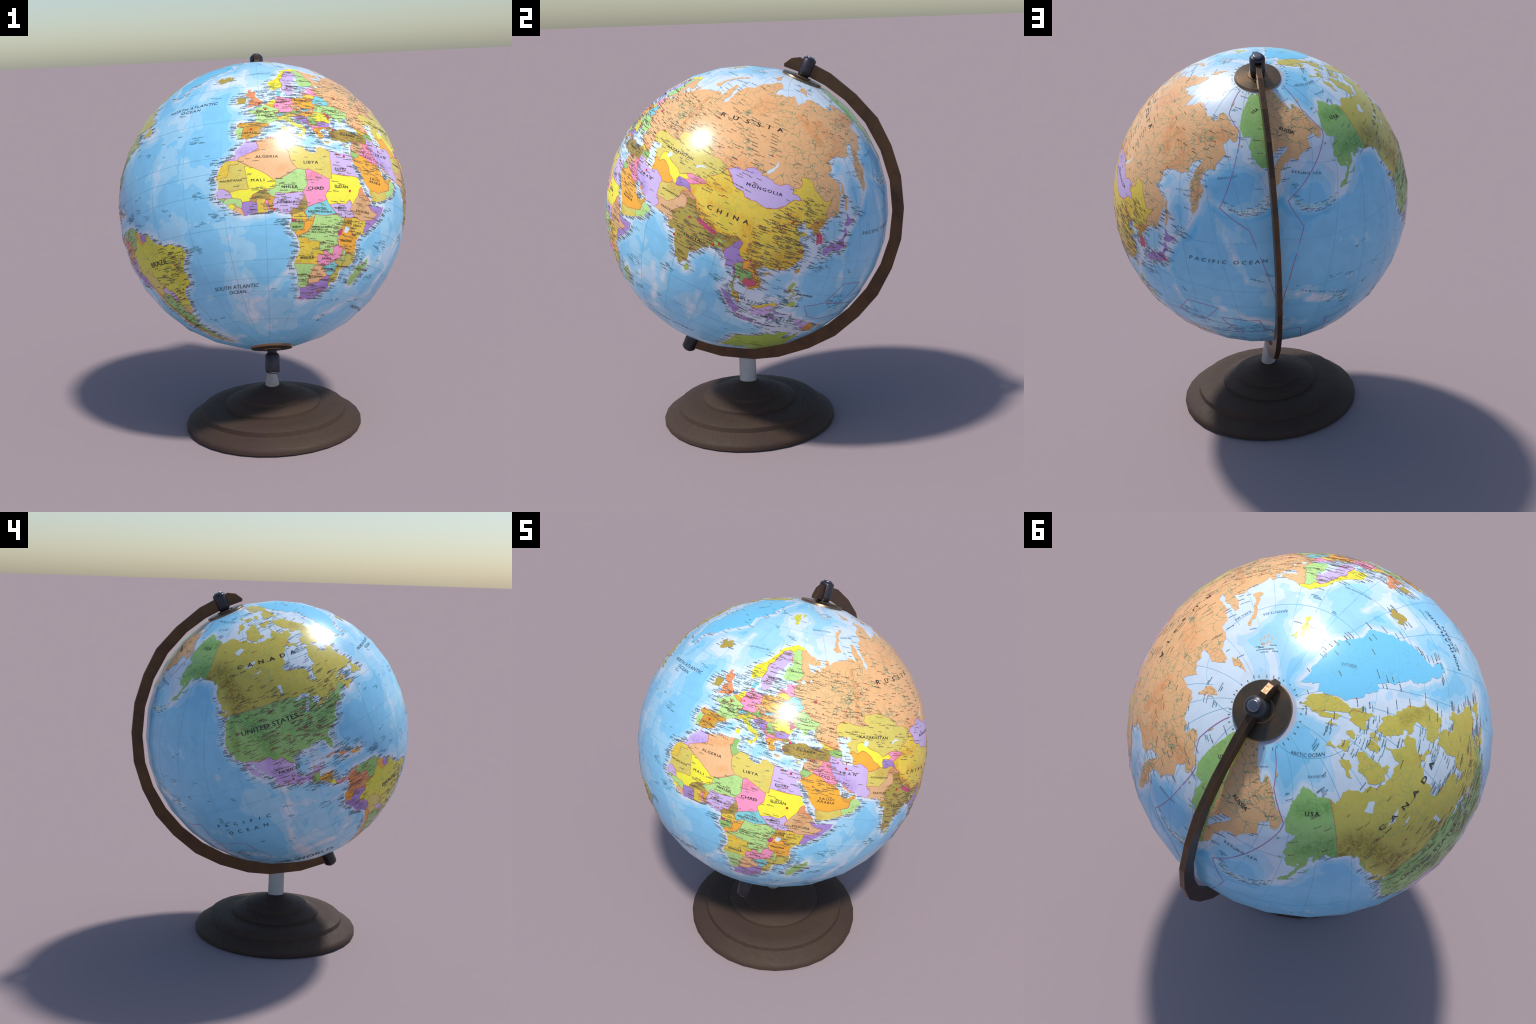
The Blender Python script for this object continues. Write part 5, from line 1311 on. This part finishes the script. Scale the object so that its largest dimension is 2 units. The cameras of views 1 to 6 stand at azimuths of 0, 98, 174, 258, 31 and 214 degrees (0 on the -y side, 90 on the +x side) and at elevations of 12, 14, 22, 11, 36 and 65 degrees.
def is_land(u, v):
    i = np.clip(np.rint((np.asarray(u) + 180) / STEP).astype(int), 0, nx - 1)
    j = np.clip(np.rint((np.asarray(v) + 90) / STEP).astype(int), 0, ny - 1)
    return IS_LAND[j, i]


CROWDS = [(10, 50, 11, 1.0), (25, 46, 9, .8), (0, 42, 7, .6), (45, 54, 13, .7), (78, 21, 10, 1.0), (86, 25, 6, .6), (114, 30, 11, 1.3), (118, 38, 8, .7), (137, 36, 5, .8), (-82, 38, 10, 1.1),
          (-95, 40, 11, .8), (-114, 41, 10, .55), (-100, 21, 7, .8), (-87, 14, 5, .8), (-72, 18, 5, .5), (103, 15, 8, .7), (112, -4, 11, .5), (45, 34, 9, .7), (35, 39, 7, .7), (5, 8, 9, .8), (37, -3, 12, .6),
          (28, -27, 8, .7), (-46, -18, 10, 1.0), (-40, -8, 7, .6), (-62, -34, 9, .6), (-72, 6, 7, .7), (-77, -8, 6, .5), (85, 54, 16, .45), (20, 5, 14, .3), (-75, 46, 8, .5), (-112, 54, 10, .35), (124, 42, 6, .6),
          (31, 27, 4, .4), (16, 62, 8, .4)]
marks = {0: [], 1: [], 2: []}


def place_name(u, v, length, height, kind, align=0):
    """align -1: ends at u, 0: centred, 1: starts at u"""
    c = max(0.12, math.cos(math.radians(v)))
    n_letters = max(3, int(length / 0.36))
    pitch = length / n_letters
    start = -length if align < 0 else (0 if align > 0 else -length / 2)
    for k in range(n_letters):
        if 3 < k < n_letters - 2 and random.random() < 0.08:
            continue
        w = pitch * random.uniform(0.66, 0.9)
        h = height * (1.0 if (k == 0 or random.random() < .3) else 0.72)
        x0 = start + k * pitch
        y0 = -height / 2
        marks[kind].append([(u + x0 / c, v + y0), (u + (x0 + w) / c, v + y0), (u + (x0 + w) / c, v + y0 + h), (u + x0 / c, v + y0 + h)])


red = []
for lo, la, rad, amt in CROWDS:
    cu, cvv = to_ball(lo, la)
    for _ in range(int(165 * amt * (rad / 10) ** 1.4)):
        r = rad * math.sqrt(random.random()) * 1.15
        ang = random.uniform(0, 2 * math.pi)
        v = cvv + r * math.sin(ang)
        u = cu + r * math.cos(ang) / max(.2, math.cos(math.radians(v)))
        if is_land(u, v):
            place_name(u, v, random.uniform(1.3, 3.0), random.uniform(.24, .34), 0)
            if random.random() < .2:
                red.append((u + random.uniform(-1, 1), v + random.uniform(.2, .4), random.choice((.14, .16, .18, .26))))
tries = 0
while tries < 2600:                      # thin scatter everywhere else
    tries += 1
    z = random.uniform(-0.95, 0.985)
    u, v = random.uniform(-180, 180), math.degrees(math.asin(z))
    land_here = bool(is_land(u, v))
    if land_here and random.random() < .42:
        place_name(u, v, random.uniform(1.2, 2.8), random.uniform(.22, .32), 0)
    elif not land_here and v < 80 and random.random() < .06:
        for k in range(random.randint(1, 3)):
            place_name(u + random.uniform(-2, 2), v - .55 * k, random.uniform(.9, 2.6), .3, 2)
shore = np.concatenate([p for p, nme in coast if len(p) > 10])
shore = shore[(np.abs(shore[:, 0]) < 179) & (shore[:, 1] < 79)]
pick = RNG.permutation(len(shore))[:int(len(shore) * .42)]
for u, v in shore[pick]:
    c = max(.15, math.cos(math.radians(v)))
    left, right = bool(is_land(u - 1.6 / c, v)), bool(is_land(u + 1.6 / c, v))
    if left == right:
        continue
    gap = random.uniform(.15, .8) / c
    quiet = v > 38 or (abs(u) > 118 and v > 30)
    if quiet and random.random() < (.86 if -150 < u < -40 else .70):
        continue
    place_name(u + (gap if left else -gap), v + random.uniform(-.2, .2), random.uniform(1.0, 2.9), random.uniform(.22, .32), 1, 1 if left else -1)
    if random.random() < .1:
        red.append((u, v, .18))
ARCHIPELAGOS = [(145, 12, 6, 26), (157, 7, 8, 34), (170, 8, 6, 26), (160, -9, 6, 26), (168, -17, 5, 20), (178, -17, 4, 16), (-172, -14, 5, 22), (-150, -17, 8, 40), (-140, -17, 6, 30), (-158, 21, 4, 14),
                (-25, 38, 3, 10), (-16, 28, 2.5, 10), (-24, 15, 2.2, 9), (55, -5, 4, 18), (45, -12, 3, 12), (57, -20, 3, 12), (73, 3, 3, 12), (93, 10, 3, 14), (-62, 15, 3, 30), (-76, 24, 4, 26), (-70, 20, 5, 24), (-80, 19, 4, 20), (123, 11, 5, 34),
                (128, 27, 4, 24), (131, 31, 4, 22), (138, 34, 3, 18), (122, 31, 4, 20), (120, -7, 7, 40), (128, -4, 6, 34), (118, 8, 5, 22), (-90, 0, 2.5, 8), (150, 46, 4, 18), (22, 37, 4, 22), (14, 38, 4, 18), (4, 39, 4, 16),
                (2, 56, 5, 26), (-8, 56, 3, 12), (18, 57, 3, 12), (55, 81, 3, 12), (-95, 74, 9, 50), (-80, 64, 7, 26), (-64, 50, 4, 18), (-76, 10, 4, 20), (-92, 13, 4, 24), (-92, 26, 5, 18), (-17, 5, 4, 10), (6, 1, 3, 12), (40, -8, 3, 14), (60, -32, 4, 4)]
for lo, la, rad, cnt in ARCHIPELAGOS:
    for lo2 in (lo, lo - 360, lo + 360):
        if abs(lo2) > 200:
            continue
        cu, cvv = to_ball(lo2, la)
        if abs(cu) > 178:
            continue
        for _ in range(cnt):
            r, ang = rad * math.sqrt(random.random()), random.uniform(0, 2 * math.pi)
            v = cvv + .6 * r * math.sin(ang)
            u = cu + r * math.cos(ang) / max(.2, math.cos(math.radians(v)))
            if not is_land(u, v):
                place_name(u, v, random.uniform(.9, 2.4), random.uniform(.2, .3), random.choice((1, 2, 2)))
polar_ticks = []                         # figures round the pole
for k in range(26):                      # names strung along the northern island arc
    sft = k / 25
    lo, la = -166 - 21 * sft, 54.2 - 2.6 * math.sin(math.pi * (0.12 + 0.72 * sft)) + 0.6 * sft + random.choice((-.9, -.5, .6))
    for lo2 in (lo, lo + 360):
        u, v = to_ball(lo2, la)
        if abs(u) < 178:
            place_name(float(u), float(v), random.uniform(1.0, 2.2), .26, 1)
for k in range(34):
    u0, v0 = -178 + 10.5 * k + random.uniform(-2, 2), random.uniform(79.6, 80.2)
    polar_ticks.append(((u0, v0), (u0, v0 + random.uniform(.4, .8))))
print_lines("polar_figure", polar_ticks, 0.22, 0.0012, flat_ink("polar_figure_ink", lin(112, 128, 128), 0.1))
for kind, mat in ((0, GREY), (1, flat_ink("coast_name_ink", lin(114, 130, 142), 0.1)), (2, flat_ink("island_name_ink", lin(100, 158, 170), 0.1))):
    q = np.array(marks[kind])
    q = q[(np.abs(q[:, :, 0]) < 179.9).all(1) & (np.abs(q[:, :, 1]) < 82).all(1)]
    k = np.arange(len(q))[:, None] * 4
    tris = np.concatenate([k + [0, 1, 2], k + [0, 2, 3]])
    uv = q.reshape(-1, 2)
    ob = big_mesh("place_name", on_ball(uv, 0.00125), tris, [mat], np.zeros(len(tris), int), ball, direction(uv))
    ob["kind"] = "stuff"

for lo, la in ((37.6, 55.75), (2.3, 48.9), (-0.1, 51.5), (116.4, 39.9), (31.2, 30), (139.7, 35.7), (121, 14.6), (106.8, -6.2), (100.5, 13.7), (121.5, 31.2), (127, 37.5), (90.4, 23.7), (-99.1, 19.4), (51.4, 35.7),
               (29, 41), (-46.6, -23.5), (-58.4, -34.6), (-43.2, -22.9), (-74, 40.7), (3.4, 6.5), (32.5, 15.6), (-3.7, 40.4), (88.4, 22.6), (77.2, 28.6), (72.8, 19), (114.1, 22.3), (104, 1.3), (18.4, -33.9)):
    u, v = to_ball(lo, la)
    red.append((float(u), float(v), .46))
dots_uv, dots_t = [], []
for u, v, r in red:
    c, s = max(.12, math.cos(math.radians(v))), len(dots_uv)
    dots_uv += [(u + r * math.cos(k * math.pi / 4) / c, v + r * math.sin(k * math.pi / 4)) for k in range(8)]
    dots_t += [(s, s + k, s + k + 1) for k in range(1, 7)]
dots_uv = np.clip(np.array(dots_uv), [-179.9, -82], [179.9, 82])
ob = big_mesh("town_dot", on_ball(dots_uv, 0.00135), np.array(dots_t), [flat_ink("red_ink", lin(214, 44, 52), 0.1)], np.zeros(len(dots_t), int), ball, direction(dots_uv))
ob["kind"] = "stuff"
